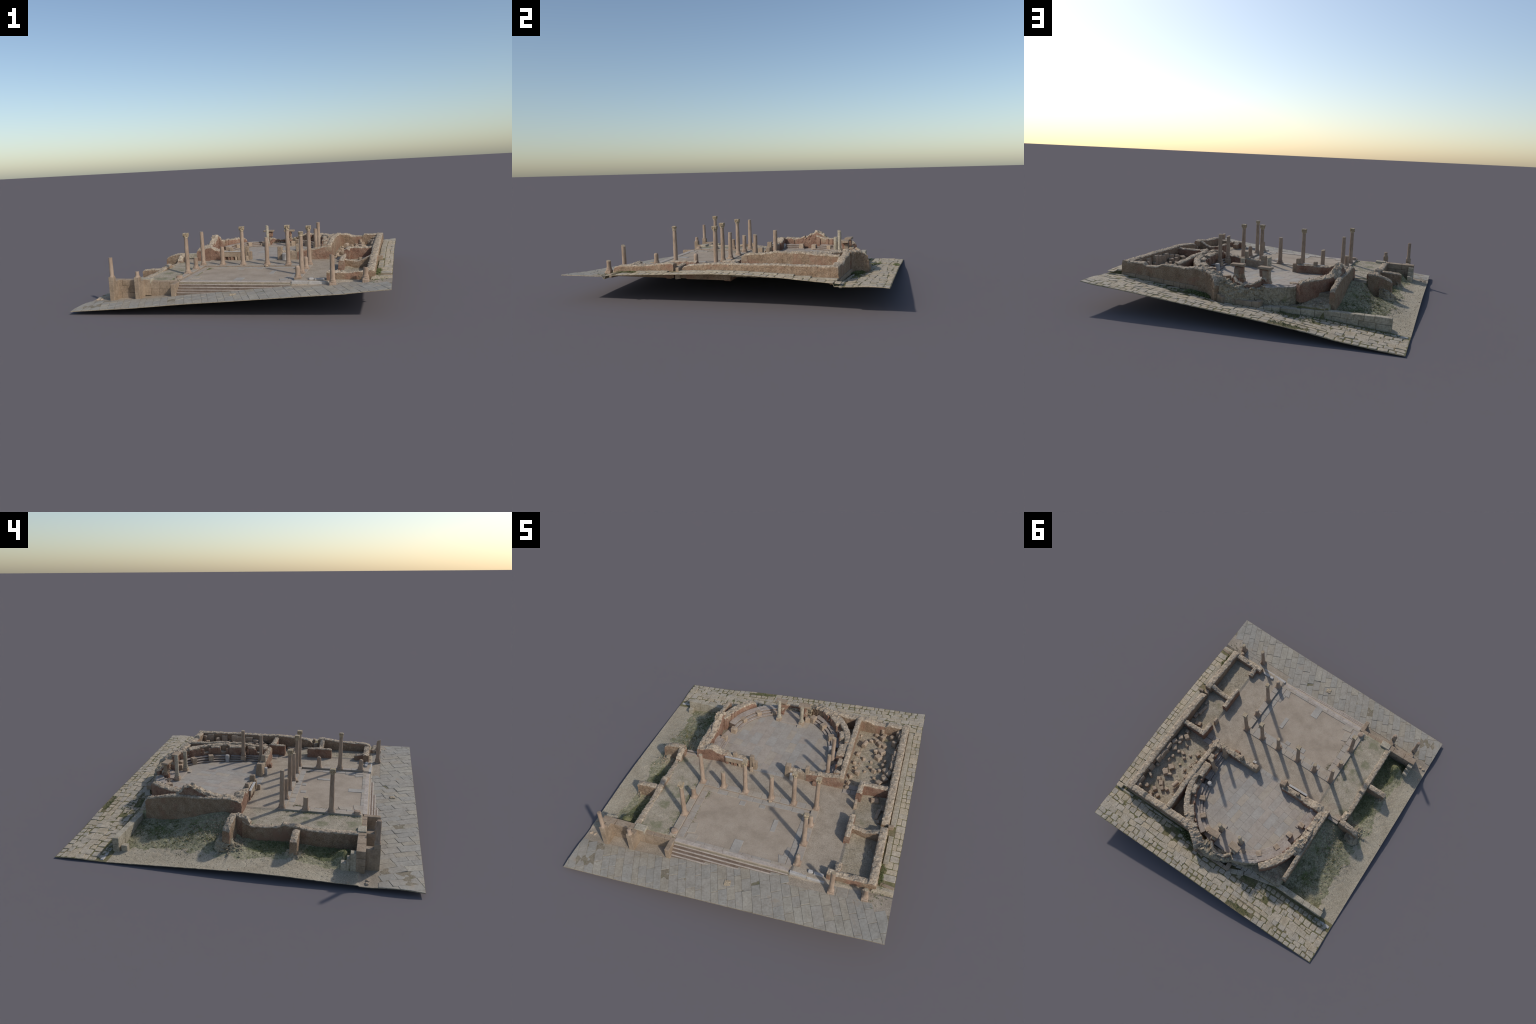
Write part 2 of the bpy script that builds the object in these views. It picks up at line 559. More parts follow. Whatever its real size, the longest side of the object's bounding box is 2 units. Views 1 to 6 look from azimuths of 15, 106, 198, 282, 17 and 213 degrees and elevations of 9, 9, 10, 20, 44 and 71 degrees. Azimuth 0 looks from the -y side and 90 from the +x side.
def area(poly):
    return abs(sum(p[0] * q[1] - q[0] * p[1] for p, q in zip(poly, poly[1:] + poly[:1]))) / 2


def slab_pts(poly, hf, thick=.0042, gap=.0012, ch=.0012, lift=0.0, tilt=.0006, round_=.0):
    cx = sum(p[0] for p in poly) / len(poly)
    cy = sum(p[1] for p in poly) / len(poly)
    tx, ty = R.uniform(-1, 1) * tilt / .03, R.uniform(-1, 1) * tilt / .03
    dz = R.uniform(-.3, .7) * tilt + lift

    def ins(p, d):
        v = Vector((p[0] - cx, p[1] - cy))
        l = max(1e-6, v.length)
        return (cx + v.x * max(.2, 1 - d * 1.35 / l), cy + v.y * max(.2, 1 - d * 1.35 / l))
    ring = []
    n = len(poly)
    for i, p in enumerate(poly):
        if round_ > 0:
            a, b = poly[i - 1], poly[(i + 1) % n]
            for q in (a, b):
                l = math.hypot(q[0] - p[0], q[1] - p[1])
                t = min(.33, round_ / max(l, 1e-5))
                ring.append((lerp(p[0], q[0], t), lerp(p[1], q[1], t)))
        else:
            ring.append(p)
    out = []
    for p in ring:
        a, b = ins(p, gap), ins(p, gap + ch)
        za = hf(*a) + tx * (a[0] - cx) + ty * (a[1] - cy) + dz
        out.append((a[0], a[1], za - thick))
        out.append((a[0], a[1], za - ch * .7))
        out.append((b[0], b[1], za))
    return out


def strips(x0, x1, y0, y1, slope, width, length, vertical=True, skew=0.0):
    """rows of slabs running along y (tilted by slope), cut to random lengths; yields quads"""
    s = x0 - abs(slope) * (y1 - y0) - width[1]
    k = 0
    while s < x1 + abs(slope) * (y1 - y0):
        w = R.uniform(*width)
        t = y0 - R.uniform(0, length[1])
        sk = R.uniform(-.03, .03)
        while t < y1:
            l = R.uniform(*length)
            q = []
            for a, b in ((s, t), (s + w, t), (s + w, t + l), (s, t + l)):
                yy = b - slope * (a - s) + sk * (a - s)
                q.append((a + slope * (yy - y0), yy))
            yield q
            t += l
        s += w
        k += 1


def clip_rect(q, x0, x1, y0, y1):
    for a, b, c in ((-1, 0, -x0), (1, 0, x1), (0, -1, -y0), (0, 1, y1)):
        if len(q) < 3:
            return q
        q = clip(q, a, b, c)
    return q


def dedupe(q):
    out = []
    for p in q:
        if not out or math.hypot(p[0] - out[-1][0], p[1] - out[-1][1]) > .002:
            out.append(p)
    if len(out) > 2 and math.hypot(out[0][0] - out[-1][0], out[0][1] - out[-1][1]) < .002:
        out.pop()
    return out


# front street: long slabs laid in slanting rows
pieces = []
hf = front_h
for q in strips(-HX, HX, -HY, -.70, -.41, (.037, .066), (.055, .145)):
    cxq = sum(p[0] for p in q) / 4
    q = clip_rect(q, -HX + .0005, HX - .0005, -HY + .0005, -.712 if -.345 < cxq < .36 else -.772)
    # the kerb line north of the street: only in front of the stairs do slabs run up to the steps
    q = dedupe(q)
    if len(q) < 3 or area(q) < 1e-4:
        continue
    cx = sum(p[0] for p in q) / len(q)
    cy = sum(p[1] for p in q) / len(q)
    if cx > .86 and cy > -.85:
        continue
    if cx < -.80 and cy > -.80 and R.random() < .7:
        continue
    m = R.choices(SLAB, (5, 4, 3, 2))[0] if cx > -.4 else R.choices(SLAB, (4, 3, 4, 3))[0]
    pieces.append((area(q), slab_pts(q, hf, gap=.0009, ch=.001, tilt=.0008), m))
# smaller squarish stones between the rows and the steps
for q in strips(.38, .86, -.775, -.705, -.05, (.045, .075), (.03, .05)):
    q = dedupe(clip_rect(q, .60, .83, -.772, -.70))
    if len(q) > 2 and area(q) > 2e-4:
        pieces.append((area(q), slab_pts(q, hf, gap=.0009, tilt=.0006), R.choice(SLAB)))
emit("street_slab", pieces)

# side street and back street: cushion-shaped road stones in mossy joints
pieces = []
hf = lambda x, y: prof(y, EAST)
y = -.62
while y < .725:
    l = R.uniform(.034, .056)
    x0 = .902 if -.5 < y < .72 else .878
    cuts = [x0, HX - .0005] if R.random() < .35 else [x0, x0 + (HX - x0) * R.uniform(.42, .68), HX - .0005]
    for a, b in zip(cuts, cuts[1:]):
        q = [(a, y), (b, y + R.uniform(-.003, .003)), (b, y + l), (a, y + l + R.uniform(-.003, .003))]
        pieces.append((area(q), slab_pts(q, hf, gap=R.uniform(.0010, .0026), ch=.0018, tilt=.0015, round_=.004), R.choices(BLOCK, (2, 4, 2))[0]))
    y += l


def back_surface(x, y):
    return back_h(x, y)


rows = [(.755, .80), (.80, .842), (.842, .888), (.888, .926), (.926, .962), (.962, .9995)]
for ri, (ya, yb) in enumerate(rows):
    x = -HX + .0005
    while x < HX - .01:
        l = R.uniform(.034, .062) * (1.25 if ri in (2, 3) else 1)
        x2 = min(HX - .0005, x + l)
        if HX - x2 < .012:
            x2 = HX - .0005
        j = lambda: R.uniform(-.0065, .0065)
        wob = lambda xx, e: .006 * math.sin(7.3 * xx + 1.7 * e) + .003 * math.sin(23 * xx + e)
        q = [(x, ya + wob(x, ri) + j()), (x2, ya + wob(x2, ri) + j()), (x2, yb + wob(x2, ri + 1) + j() if ri < 5 else yb), (x, yb + wob(x, ri + 1) + j() if ri < 5 else yb)]
        if R.random() < .16 and l > .045 and ri not in (2, 3):
            ym = lerp(ya, yb, R.uniform(.4, .6))
            q2 = [(x, ym), (x2, ym), q[2], q[3]]
            q = [q[0], q[1], (x2, ym), (x, ym)]
            pieces.append((area(q2), slab_pts(q2, back_surface, gap=.0016, ch=.0018, tilt=.0018, round_=.004), R.choice(BLOCK)))
        cx = (x + x2) / 2
        skip = False
        if ri == 0 and (cx < .165 and cx > -.13):
            skip = True
        if ri in (0, 1) and -.50 < cx < -.14 and R.random() < .45:
            skip = True
        if ri == 5 and -.42 < cx < -.24:
            skip = True
        if ri in (0, 1) and .10 < cx < .45 and R.random() < .4:
            skip = True
        if not skip:
            tight = ri in (2, 3)
            m = R.choices(BLOCK, (5, 2, 3) if tight else (3, 3, 3))[0]
            pieces.append((area(q), slab_pts(q, back_surface, gap=.0006 if tight else R.uniform(.0008, .0040), ch=.0018,
                                             tilt=.0018, round_=.002 if tight else .005), m))
        x = x2
for k in range(5):
    x = -.305 + k * .041
    q = [(x, .668 + .006 * k), (x + .040, .674 + .006 * k), (x + .040, .748), (x, .742 - .008 * (4 - k))]
    pieces.append((area(q), slab_pts(q, lambda x, y: .0905 + .012 * (x + .2), gap=.0012, tilt=.0012, thick=.03), BLOCK[2]))
# outermost strip along the low wall in the west
for k in range(16):
    x = -.93 + k * .04
    if x < -.36:
        q = [(x, .716), (x + .037, .716), (x + .037, .752), (x, .752)]
        pieces.append((area(q), slab_pts(q, back_surface, gap=.002, tilt=.001, round_=.006), R.choice(BLOCK)))
emit("road_stone", pieces)

# hall floor
pieces = []
hf = floor_z
for q in strips(-.46, .46, .0, .70, .11, (.040, .064), (.05, .13)):
    q = clip_rect(q, -.455, .45, .048, .70)
    for i in range(24):                       # rounded end of the floor under the benches
        a = math.pi * i / 23
        if len(q) > 2:
            q = clip(q, math.cos(a), math.sin(a), (.455 if math.sin(a) < .25 else .40) + math.cos(a) * CX + math.sin(a) * CY)
    q = dedupe(q)
    if len(q) > 2 and area(q) > 2e-4:
        cx = sum(p[0] for p in q) / len(q)
        m = R.choices(FLOOR, (2, 3, 4, 1) if abs(cx - .02) < .13 else (4, 3, 1, 2))[0]
        pieces.append((area(q), slab_pts(q, hf, gap=.0003, ch=.0004, tilt=.0003), m))
# broad marble threshold in the doorway
for k in range(4):
    q = [(-.10 + k * .055, .018), (-.10 + (k + 1) * .055, .018), (-.10 + (k + 1) * .055, .049), (-.10 + k * .055, .049)]
    pieces.append((area(q), slab_pts(q, lambda x, y: .1545, gap=.0005, tilt=.0003), FLOOR[2]))
emit("floor_slab", pieces)

# courtyard: gutter slabs inside the stylobate and a few lone slabs
pieces = []
hf = lambda x, y: .1448


def run(x0, y0, x1, y1, w, step, mats, hfun, wts=None, **kw):
    L = math.hypot(x1 - x0, y1 - y0)
    dx, dy = (x1 - x0) / L, (y1 - y0) / L
    t = 0
    while t < L - .01:
        l = min(R.uniform(step * .7, step * 1.4), L - t)
        ww = w * R.uniform(.97, 1.03)
        q = [(x0 + dx * t, y0 + dy * t), (x0 + dx * (t + l), y0 + dy * (t + l)),
             (x0 + dx * (t + l) - dy * ww, y0 + dy * (t + l) + dx * ww), (x0 + dx * t - dy * ww, y0 + dy * t + dx * ww)]
        pieces.append((area(q), slab_pts(q, hfun, **kw), R.choices(mats, wts)[0]))
        t += l


run(.37, -.212, -.355, -.212, .038, .085, FLOOR, hf, (2, 4, 4, 1), gap=.0006, tilt=.0004)
run(.373, -.66, .373, -.215, .042, .08, FLOOR, hf, (3, 3, 4, 1), gap=.0006, tilt=.0004)
run(-.356, -.255, -.356, -.67, .044, .075, [FLOOR[0], FLOOR[3], FLOOR[1]], hf, None, gap=.001, tilt=.0006)
for q in ([(-.012, -.567), (.046, -.567), (.046, -.672), (-.012, -.672)], [(.17, -.347), (.20, -.347), (.20, -.447), (.17, -.447)],
          [(-.085, -.262), (-.045, -.262), (-.045, -.30), (-.085, -.30)], [(.045, -.255), (.085, -.255), (.085, -.285), (.045, -.285)],
          [(-.30, -.62), (-.226, -.61), (-.226, -.668), (-.30, -.672)], [(-.312, -.535), (-.268, -.52), (-.258, -.60), (-.31, -.612)],
          [(.272, -.60), (.328, -.60), (.328, -.665), (.29, -.665)], [(.31, -.53), (.33, -.53), (.33, -.60), (.30, -.60)]):
    q = q[::-1]
    warm = q[0][0] < -.2
    pieces.append((area(q), slab_pts(q, hf, gap=.0005, tilt=.0004), FLOOR[3] if warm else FLOOR[1] if q[0][0] > .2 else FLOOR[2]))
# strip of pavement at the top of the stairs
for k in range(12):
    x = -.35 + k * .0595
    q = [(x, -.6745), (x + .0595, -.6745), (x + .0595, -.655), (x, -.655)]
    pieces.append((area(q), slab_pts(q, lambda x, y: .1452, gap=.0004, tilt=.0002), FLOOR[R.choice((0, 1, 3))]))
# sill slab beside the west door and pavement before the store room
for q in ([(-.598, .034), (-.512, .034), (-.512, .072), (-.598, .072)], [(.525, .0), (.575, .0), (.575, .04), (.525, .04)],
          [(.577, .0), (.622, .0), (.622, .042), (.577, .042)], [(.53, .045), (.63, .045), (.63, .085), (.53, .085)]):
    pieces.append((area(q), slab_pts(q, lambda x, y: .1575, gap=.0005, tilt=.0004, thick=.02), R.choice(FLOOR[:2])))
emit("pavement_slab", pieces)

# the incised stone and the round drain cover in the street
bm = bmesh.new()
for a in range(2):
    hull_into(bm, box_pts(.045, -.853, .1005, .1062, .036, .007, math.pi / 4 + a * math.pi / 2 - .3, .001, .0005))
hull_into(bm, box_pts(.045, -.853, .098, .1045, .036, .034, .15, .001, .0008))
me = bpy.data.meshes.new("cross_stone")
bm.to_mesh(me)
bm.free()
add_obj("cross_stone", me, None, (M["capital"],))


# ------------------------------------------------------------------ walls
def resample(path, step):
    pts, S = [], [0.0]
    for p, q in zip(path, path[1:]):
        S.append(S[-1] + math.dist(p, q))
    n = max(2, int(S[-1] / step))
    for i in range(n + 1):
        s = S[-1] * i / n
        for k in range(len(path) - 1):
            if s <= S[k + 1] + 1e-9:
                t = (s - S[k]) / max(1e-9, S[k + 1] - S[k])
                pts.append((lerp(path[k][0], path[k + 1][0], t), lerp(path[k][1], path[k + 1][1], t), s))
                break
    return pts, S[-1]


def wall(name, path, th, zb, top, body="brown", cap="cap", rough=.0022, crag=.005, step=.0048, batter=.0, smooth_top=.45,
         seed=None, ragged=.0):
    """masonry wall: path = centre line, th = thickness, zb = foot height (number or function),
    top = crest profile as (fraction of length, z)"""
    seed = R.uniform(0, 50) if seed is None else seed
    P, L = resample(path, step)
    nv, nt = 18, 8
    n = len(P)
    verts, rows = [], []
    for i, (x, y, s) in enumerate(P):
        a, b = P[max(0, i - 1)], P[min(n - 1, i + 1)]
        d = Vector((b[0] - a[0], b[1] - a[1])).normalized()
        nrm = Vector((-d.y, d.x))
        z0 = zb(x, y) if callable(zb) else zb
        zt = prof(s / L, top)
        w = (prof(s / L, th) if isinstance(th, list) else th) / 2
        row = []

        def put(off, z, up):
            px, py = x + nrm.x * off, y + nrm.y * off
            k = rough * (1 + 1.0 * up)
            o = fbm(px, py, z, 55, seed) * k * (1.6 if abs(off) > .6 * w else .4)
            o2 = (nz(px, py, z, 170, seed + 5) * .6 + cobble((px, py, z), 115) * .7) * k
            sg = 1 if off > 0 else -1
            px += nrm.x * (o + o2) * sg + d.x * nz(px, py, z, 60, seed + 33) * k
            py += nrm.y * (o + o2) * sg + d.y * nz(px, py, z, 60, seed + 33) * k
            if up > 0:
                z += up * crag * (fbm(px, py, 0, 38, seed + 2) * 1.5 + cobble((px, py, seed), 70) * .8 + cobble((px, py, seed), 140) * .5)
            if ragged:
                z += up * ragged * nz(px, py, 0, 14, seed + 4)
            row.append(len(verts))
            verts.append((px, py, z))
        for k in range(nv + 1):
            f = k / nv
            put(w * (1 + batter * (1 - f)) * (1 - .10 * f ** 8), lerp(z0, zt, f) - (.0018 if k == nv else 0), smooth((f - .8) / .2) * .7)
        for k in range(1, nt):
            f = k / nt
            c = math.sin(math.pi * f)
            put(w * (1 - 2 * f) * .9, zt + smooth_top * .006 * c, 1.0)
        for k in range(nv, -1, -1):
            f = k / nv
            put(-w * (1 + batter * (1 - f)) * (1 - .10 * f ** 8), lerp(z0, zt, f) - (.0018 if k == nv else 0), smooth((f - .8) / .2) * .7)
        rows.append(row)
    body_f, cap_f = [], []
    m = len(rows[0])
    for r0, r1 in zip(rows, rows[1:]):
        for k in range(m - 1):
            f = (r0[k], r0[k + 1], r1[k + 1], r1[k])
            (cap_f if nv - 1 <= k < nv + nt + 1 else body_f).append(f)
    for r, flip in ((rows[0], True), (rows[-1], False)):
        # close the end with a grid between left and right edges
        prev = [r[0]] + [None] * (nt - 1) + [r[-1]]
        for lev in range(nv + 1):
            if lev == nv:
                cur = r[nv:nv + nt + 1]
            else:
                l, rr = Vector(verts[r[lev]]), Vector(verts[r[-1 - lev]])
                cur = [r[lev]]
                for k in range(1, nt):
                    p = l.lerp(rr, k / nt)
                    o = Vector((nz(*p, 90, seed), nz(*p, 90, seed + 7), 0)) * rough
                    cur.append(len(verts))
                    verts.append(tuple(p + o))
                cur.append(r[-1 - lev])
            if lev > 0:
                for k in range(nt):
                    f = (prev[k], prev[k + 1], cur[k + 1], cur[k])
                    body_f.append(f if flip else f[::-1])
            prev = cur

    def sub(nm, faces, mat, parent):
        idx, vv, ff = {}, [], []
        for f in faces:
            g = []
            for v in f:
                if v not in idx:
                    idx[v] = len(vv)
                    vv.append(verts[v])
                g.append(idx[v])
            ff.append(g[::-1])
        return add_obj(nm, mesh_from(nm, vv, ff), parent, (M[mat],), smooth_angle=38)
    ob = sub(name, body_f, body, None)
    sub("rubble_crest", cap_f, cap, ob)
    return ob


def arc(r, a0, a1, n=40):
    return [(CX + r * math.cos(math.radians(lerp(a0, a1, i / n))), CY + r * math.sin(math.radians(lerp(a0, a1, i / n)))) for i in range(n + 1)]


# --- east range of rooms
foot_e = lambda x, y: prof(y, EAST) - .024 if y > .08 else .154 if y > -.2 else .158
wall("brick_wall", [(.836, .714), (.836, -.235)], .050, foot_e,
     [(0, .250), (.1, .249), (.25, .251), (.4, .253), (.55, .250), (.73, .254), (.85, .246), (.95, .237), (.985, .225), (1, .205)])
wall("brick_wall", [(.836, -.283), (.836, -.688)], .050, .158,
     [(0, .240), (.06, .248), (.2, .243), (.38, .230), (.65, .226), (.9, .224), (1, .212)])
foot_n = lambda x, y: prof(x, BACK_WALL) - .012
wall("brick_wall", [(.30, .690), (.862, .690)], .050, foot_n,
     [(0, .255), (.12, .256), (.22, .246), (.36, .254), (.48, .252), (.53, .240), (.56, .233), (.70, .232), (.735, .247), (.86, .246), (1, .244)],
     body="brown")
wall("brick_wall", [(.34, .700), (.165, .715)], .042, foot_n,
     [(0, .255), (.2, .252), (.35, .236), (.55, .212), (.75, .178), (.9, .145), (1, .120)], body="brown")
wall("brick_wall", [(.830, .050), (.648, .048)], .040, .143, [(0, .240), (.4, .236), (.7, .238), (1, .238)], body="brick")
wall("brick_wall", [(.642, .068), (.636, -.047)], .036, .14, [(0, .236), (.5, .233), (1, .232)], body="brick")
wall("brick_wall", [(.635, -.222), (.635, -.405)], .036, .14, [(0, .222), (.5, .226), (1, .220)], body="brick")
wall("brick_wall", [(.848, -.322), (.645, -.308)], .036, .15, [(0, .244), (.2, .238), (.4, .216), (.55, .204), (.8, .208), (1, .216)], body="brown")
wall("brick_wall", [(.860, -.668), (.580, -.664)], .044, lambda x, y: prof(x, FRONT) - .008, [(0, .206), (.2, .208), (.4, .206), (.55, .198), (.8, .202), (1, .206)], crag=.007)
wall("brick_wall", [(.632, -.655), (.630, -.578)], .036, .14, [(0, .202), (.5, .196), (1, .190)], crag=.007)

# --- hall: east side (two skins: plain outer wall and niched inner wall)
wall("hall_wall", [(.500, .047), (.500, .67)], .038, .12,
     [(0, .252), (.1, .260), (.28, .267), (.34, .276), (.6, .276), (.75, .266), (1, .258)], body="brown", ragged=.004)
def niched(lo, base, spans):
    pts = []
    for a, b in spans:
        pts += [(a - .004, base), (a, lo), (b, lo), (b + .004, base)]
    return [(0, base)] + pts + [(1, base)]


wall("hall_wall", [(.466, .065), (.466, .305)], .042, .14, niched(.222, .256, [(.12, .36), (.62, .84)]), body="brick", crag=.004)
wall("hall_wall", [(.448, .29)] + arc(.437, 2, 57), .040, .14, niched(.222, .262, [(.13, .27), (.44, .62), (.82, .93)]), body="brick", crag=.004)
wall("hall_wall", arc(.471, 6, 44), .047, .12, [(0, .272), (.4, .267), (1, .259)], body="brown")
wall("hall_wall", [(.455, .232), (.452, .312)], .066, .14, [(0, .258), (.3, .266), (.7, .266), (1, .258)], body="brick", crag=.006)
wall("hall_wall", [(.350, .612), (.300, .672), (.238, .712), (.185, .745), (.140, .778)], [(0, .062), (.3, .066), (.6, .070), (.85, .085), (1, .10)],
     lambda x, y: .095, [(0, .257), (.25, .256), (.45, .254), (.62, .250), (.78, .240), (.92, .224), (1, .188)], body="brown", cap="cap", crag=.010, rough=.004)
for x, y, z in ((.122, .806, .132), (.140, .800, .140)):
    hull_obj("ashlar_block", box_pts(x, y, .08, z, .034, .028, -.5, .003, .002), M["ashlar"])
wall("hall_wall", [(.474, .285), (.476, .462)], .046, .14, [(0, .262), (.5, .268), (1, .262)], body="brown")
# pilasters between the niches
for a in (6, 14.5, 24, 31.5, 43, 50):
    x, y = CX + .419 * math.cos(math.radians(a)), CY + .419 * math.sin(math.radians(a))
    hull_obj("pilaster", box_pts(x, y, .15, .252 + R.uniform(-.006, .006), .012, .019, math.radians(a), .001, .001), M["brick"])
for y in (.085, .152, .205, .274):
    hull_obj("pilaster", box_pts(.445, y, .15, .25 + R.uniform(-.006, .006), .012, .019, 0, .001, .001), M["brick"])
# the back of the apse: broken down to a rubble core between the two ends
wall("apse_wall", [(.140, .745), (.100, .752), (.03, .748), (-.03, .730), (-.075, .710), (-.112, .690)], [(0, .085), (.3, .076), (.7, .062), (1, .045)], lambda x, y: .085,
     [(0, .222), (.15, .205), (.35, .190), (.6, .186), (.85, .190), (1, .196)], body="rubble", cap="rubble", crag=.012, rough=.009, batter=.40)
wall("apse_wall", arc(.409, 105, 132), .032, .085, [(0, .195), (.3, .198), (.6, .198), (1, .200)], body="rubble", cap="stair", crag=.002, rough=.004)
wall("rubble_heap", [(-.10, .705), (-.17, .690), (-.24, .665)], .040, .082, [(0, .135), (.5, .112), (1, .105)], body="rubble", cap="rubble", crag=.010, rough=.008, batter=.5)

# --- hall: west side
wall("hall_wall", [(-.492, .045), (-.492, .636)], .032, lambda x, y: west_h(-.53, y) - .02,
     [(0, .226), (.08, .244), (.15, .244), (.25, .238), (.42, .234), (.56, .240), (.68, .236), (.76, .231), (.84, .222), (.93, .212), (.98, .204), (1, .19)],
     body="brown", ragged=.004)
wall("hall_wall", [(-.458, .070), (-.456, .250)], .044, .14, [(0, .232), (.2, .242), (.35, .248), (.5, .238), (.8, .244), (1, .262)], body="brick")
wall("hall_wall", [(-.458, .225), (-.462, .455)], .058, .14, [(0, .236), (.2, .262), (.4, .286), (.55, .300), (.68, .290), (.82, .262), (.95, .236), (1, .225)],
     body="brick", cap="cap", crag=.012, rough=.004)
wall("hall_wall", arc(.453, 176, 131), [(0, .060), (.5, .058), (1, .050)], .115, [(0, .270), (.2, .250), (.4, .244), (.7, .243), (.93, .238), (1, .222)], body="brick", crag=.007)
for a in (173, 163, 158):
    x, y = CX + .424 * math.cos(math.radians(a)), CY + .424 * math.sin(math.radians(a))
    hull_obj("pilaster", box_pts(x, y, .15, .245, .014, .022, math.radians(a), .001, .001), M["brick"])
for y in (.155, .235):
    hull_obj("pilaster", box_pts(-.436, y, .15, .232, .012, .02, 0, .001, .001), M["brick"])

# --- hall front
wall("hall_front_wall", [(-.508, .063), (-.300, .061)], [(0, .068), (.6, .064), (1, .060)], .135,
     [(0, .226), (.25, .230), (.42, .250), (.55, .251), (.70, .233), (.85, .222), (1, .222)], body="brick", crag=.006)
wall("hall_front_wall", [(-.305, .062), (-.110, .062)], .044, .135, [(0, .218), (.3, .216), (.6, .218), (1, .214)], body="brick", cap="cap", crag=.004)
wall("hall_front_wall", [(.128, .058), (.275, .058)], .040, .135, [(0, .216), (.5, .214), (1, .218)], body="ashlar", crag=.005)
wall("hall_front_wall", [(.270, .057), (.520, .058)], .046, .135, [(0, .216), (.35, .226), (.6, .232), (.8, .246), (1, .248)], body="brick", crag=.006)

posts = [  # cx, cy, z0, z1, sx, sy
    (.140, .054, .14, .2475, .034, .040, "ashlar"), (.272, .053, .14, .2655, .026, .034, "ashlar"),
    (-.112, .050, .14, .253, .030, .034, "ashlar"), (-.088, .044, .14, .216, .030, .034, "ashlar"),
    (-.104, .008, .145, .186, .022, .022, "stone"), (-.238, .058, .20, .244, .026, .026, "ashlar"),
    (.178, .018, .145, .205, .028, .022, "marble"), (.345, .016, .15, .178, .05, .022, "brick")]
for cx, cy, z0, z1, sx, sy, mt in posts:
    hull_obj("door_post" if z1 > .24 else "stone_block", box_pts(cx, cy, z0, z1, sx, sy, R.uniform(-.06, .06), .003, .0015, taper=.94), M[mt])
# upright carved slab in front of the west half, standing on small feet
hull_obj("carved_panel", box_pts(-.222, .028, .177, .216, .148, .012, .02, .0012, .0006), M["ashlar"])
hull_obj("carved_panel", box_pts(-.222, .027, .2145, .219, .154, .016, .02, .0012, .0006), M["marble"])
for x, w in ((-.289, .020), (-.252, .013), (-.228, .024), (-.196, .016), (-.172, .022), (-.154, .012)):
    hull_obj("panel_foot", box_pts(x, .029 + R.uniform(-.002, .002), .145, .179, w, .013, R.uniform(-.1, .1), .002, .0015), M[R.choice(("stone", "ashlar", "brick"))])

# --- west terrace wall and its spurs
wall("terrace_wall", [(-.622, -.66), (-.622, -.005)], .044, .035,
     [(0, .154), (.2, .150), (.40, .149), (.47, .158), (.52, .167), (.58, .166), (.64, .176), (.66, .160), (.70, .152), (.82, .146), (.92, .145), (.96, .158), (1, .175)],
     body="brown", crag=.004)
wall("terrace_wall", [(-.617, -.050), (-.615, .050)], .044, .05, [(0, .162), (.2, .186), (.5, .200), (.8, .202), (1, .196)], body="brick", crag=.009)
wall("spur_wall", [(-.630, -.318), (-.786, -.320)], .042, .035, [(0, .150), (.2, .153), (.6, .151), (.9, .149), (1, .143)], body="brown", crag=.004)
wall("spur_wall", [(-.608, .048), (-.765, .058)], .044, lambda x, y: .05 if x > -.70 else .085, [(0, .198), (.2, .203), (.45, .199), (.75, .184), (.93, .172), (1, .160)], body="brown", crag=.006)

wall("rubble_heap", [(-.690, .075), (-.735, .072), (-.785, .055)], [(0, .05), (.5, .085), (1, .06)], lambda x, y: .03,
     [(0, .108), (.4, .112), (.7, .102), (1, .062)], body="rubble", cap="rubble", crag=.014, rough=.009, batter=.7)
wall("rubble_heap", [(-.765, -.318), (-.805, -.318)], [(0, .07), (1, .045)], .03, [(0, .088), (1, .050)], body="rubble", cap="rubble", crag=.010, rough=.007, batter=.6)

# front retaining wall of squared blocks


def block_course(name, x0, y0, x1, y1, th, levels, mat, mean, jit=.0012, ztop=None):
    """courses of squared blocks along a line; levels = list of heights"""
    L = math.hypot(x1 - x0, y1 - y0)
    rot = math.atan2(y1 - y0, x1 - x0)
    for li, (z0, z1) in enumerate(zip(levels, levels[1:])):
        t = 0
        while t < L - .004:
            l = R.uniform(.7, 1.35) * mean
            if L - t - l < mean * .5:
                l = L - t
            c = t + l / 2
            f = c / L
            a, b = (z0(f) if callable(z0) else z0), (z1(f) if callable(z1) else z1)
            hull_obj(name, box_pts(x0 + (x1 - x0) * f, y0 + (y1 - y0) * f, a, b - .0004, l - .0012, th + R.uniform(-.0015, .0015), rot, .0014, jit), M[mat])
            t += l


gf = lambda f: prof(lerp(-.835, -.36, f), FRONT) - .012
block_course("ashlar_block", -.845, -.678, -.555, -.678, .046, [gf, .072, .114, .155], "ashlar", .085)
gf2 = lambda f: prof(lerp(-.555, -.36, f), FRONT) - .012
block_course("ashlar_block", -.555, -.678, -.378, -.678, .043, [gf2, .095, .1445], "ashlar", .07)
hull_obj("ashlar_block", box_pts(-.585, -.676, .13, .1605, .075, .05, 0, .002, .001), M["ashlargrey"])
# stepped broken end of that wall
for y0, y1, z in ((-.657, -.625, .139), (-.626, -.607, .109), (-.608, -.578, .079)):
    hull_obj("ashlar_block", box_pts(-.826, (y0 + y1) / 2, .018, z, .038, y1 - y0, 0, .002, .0012), M["ashlargrey"])
# buttresses carrying the two street columns
for bx in (-.792, -.613):
    g = prof(bx, FRONT) - .012
    hull_obj("buttress", box_pts(bx, -.737, g, .156, .034, .078, 0, .002, .0008), M["ashlar"])
    hull_obj("pedestal", box_pts(bx, -.759, .1545, .1865, .035, .033, 0, .0025, .0008), M["ashlar"])
hull_obj("stair_pier", box_pts(-.3675, -.727, .05, .1445, .030, .100, 0, .0018, .0006), M["ashlar"])

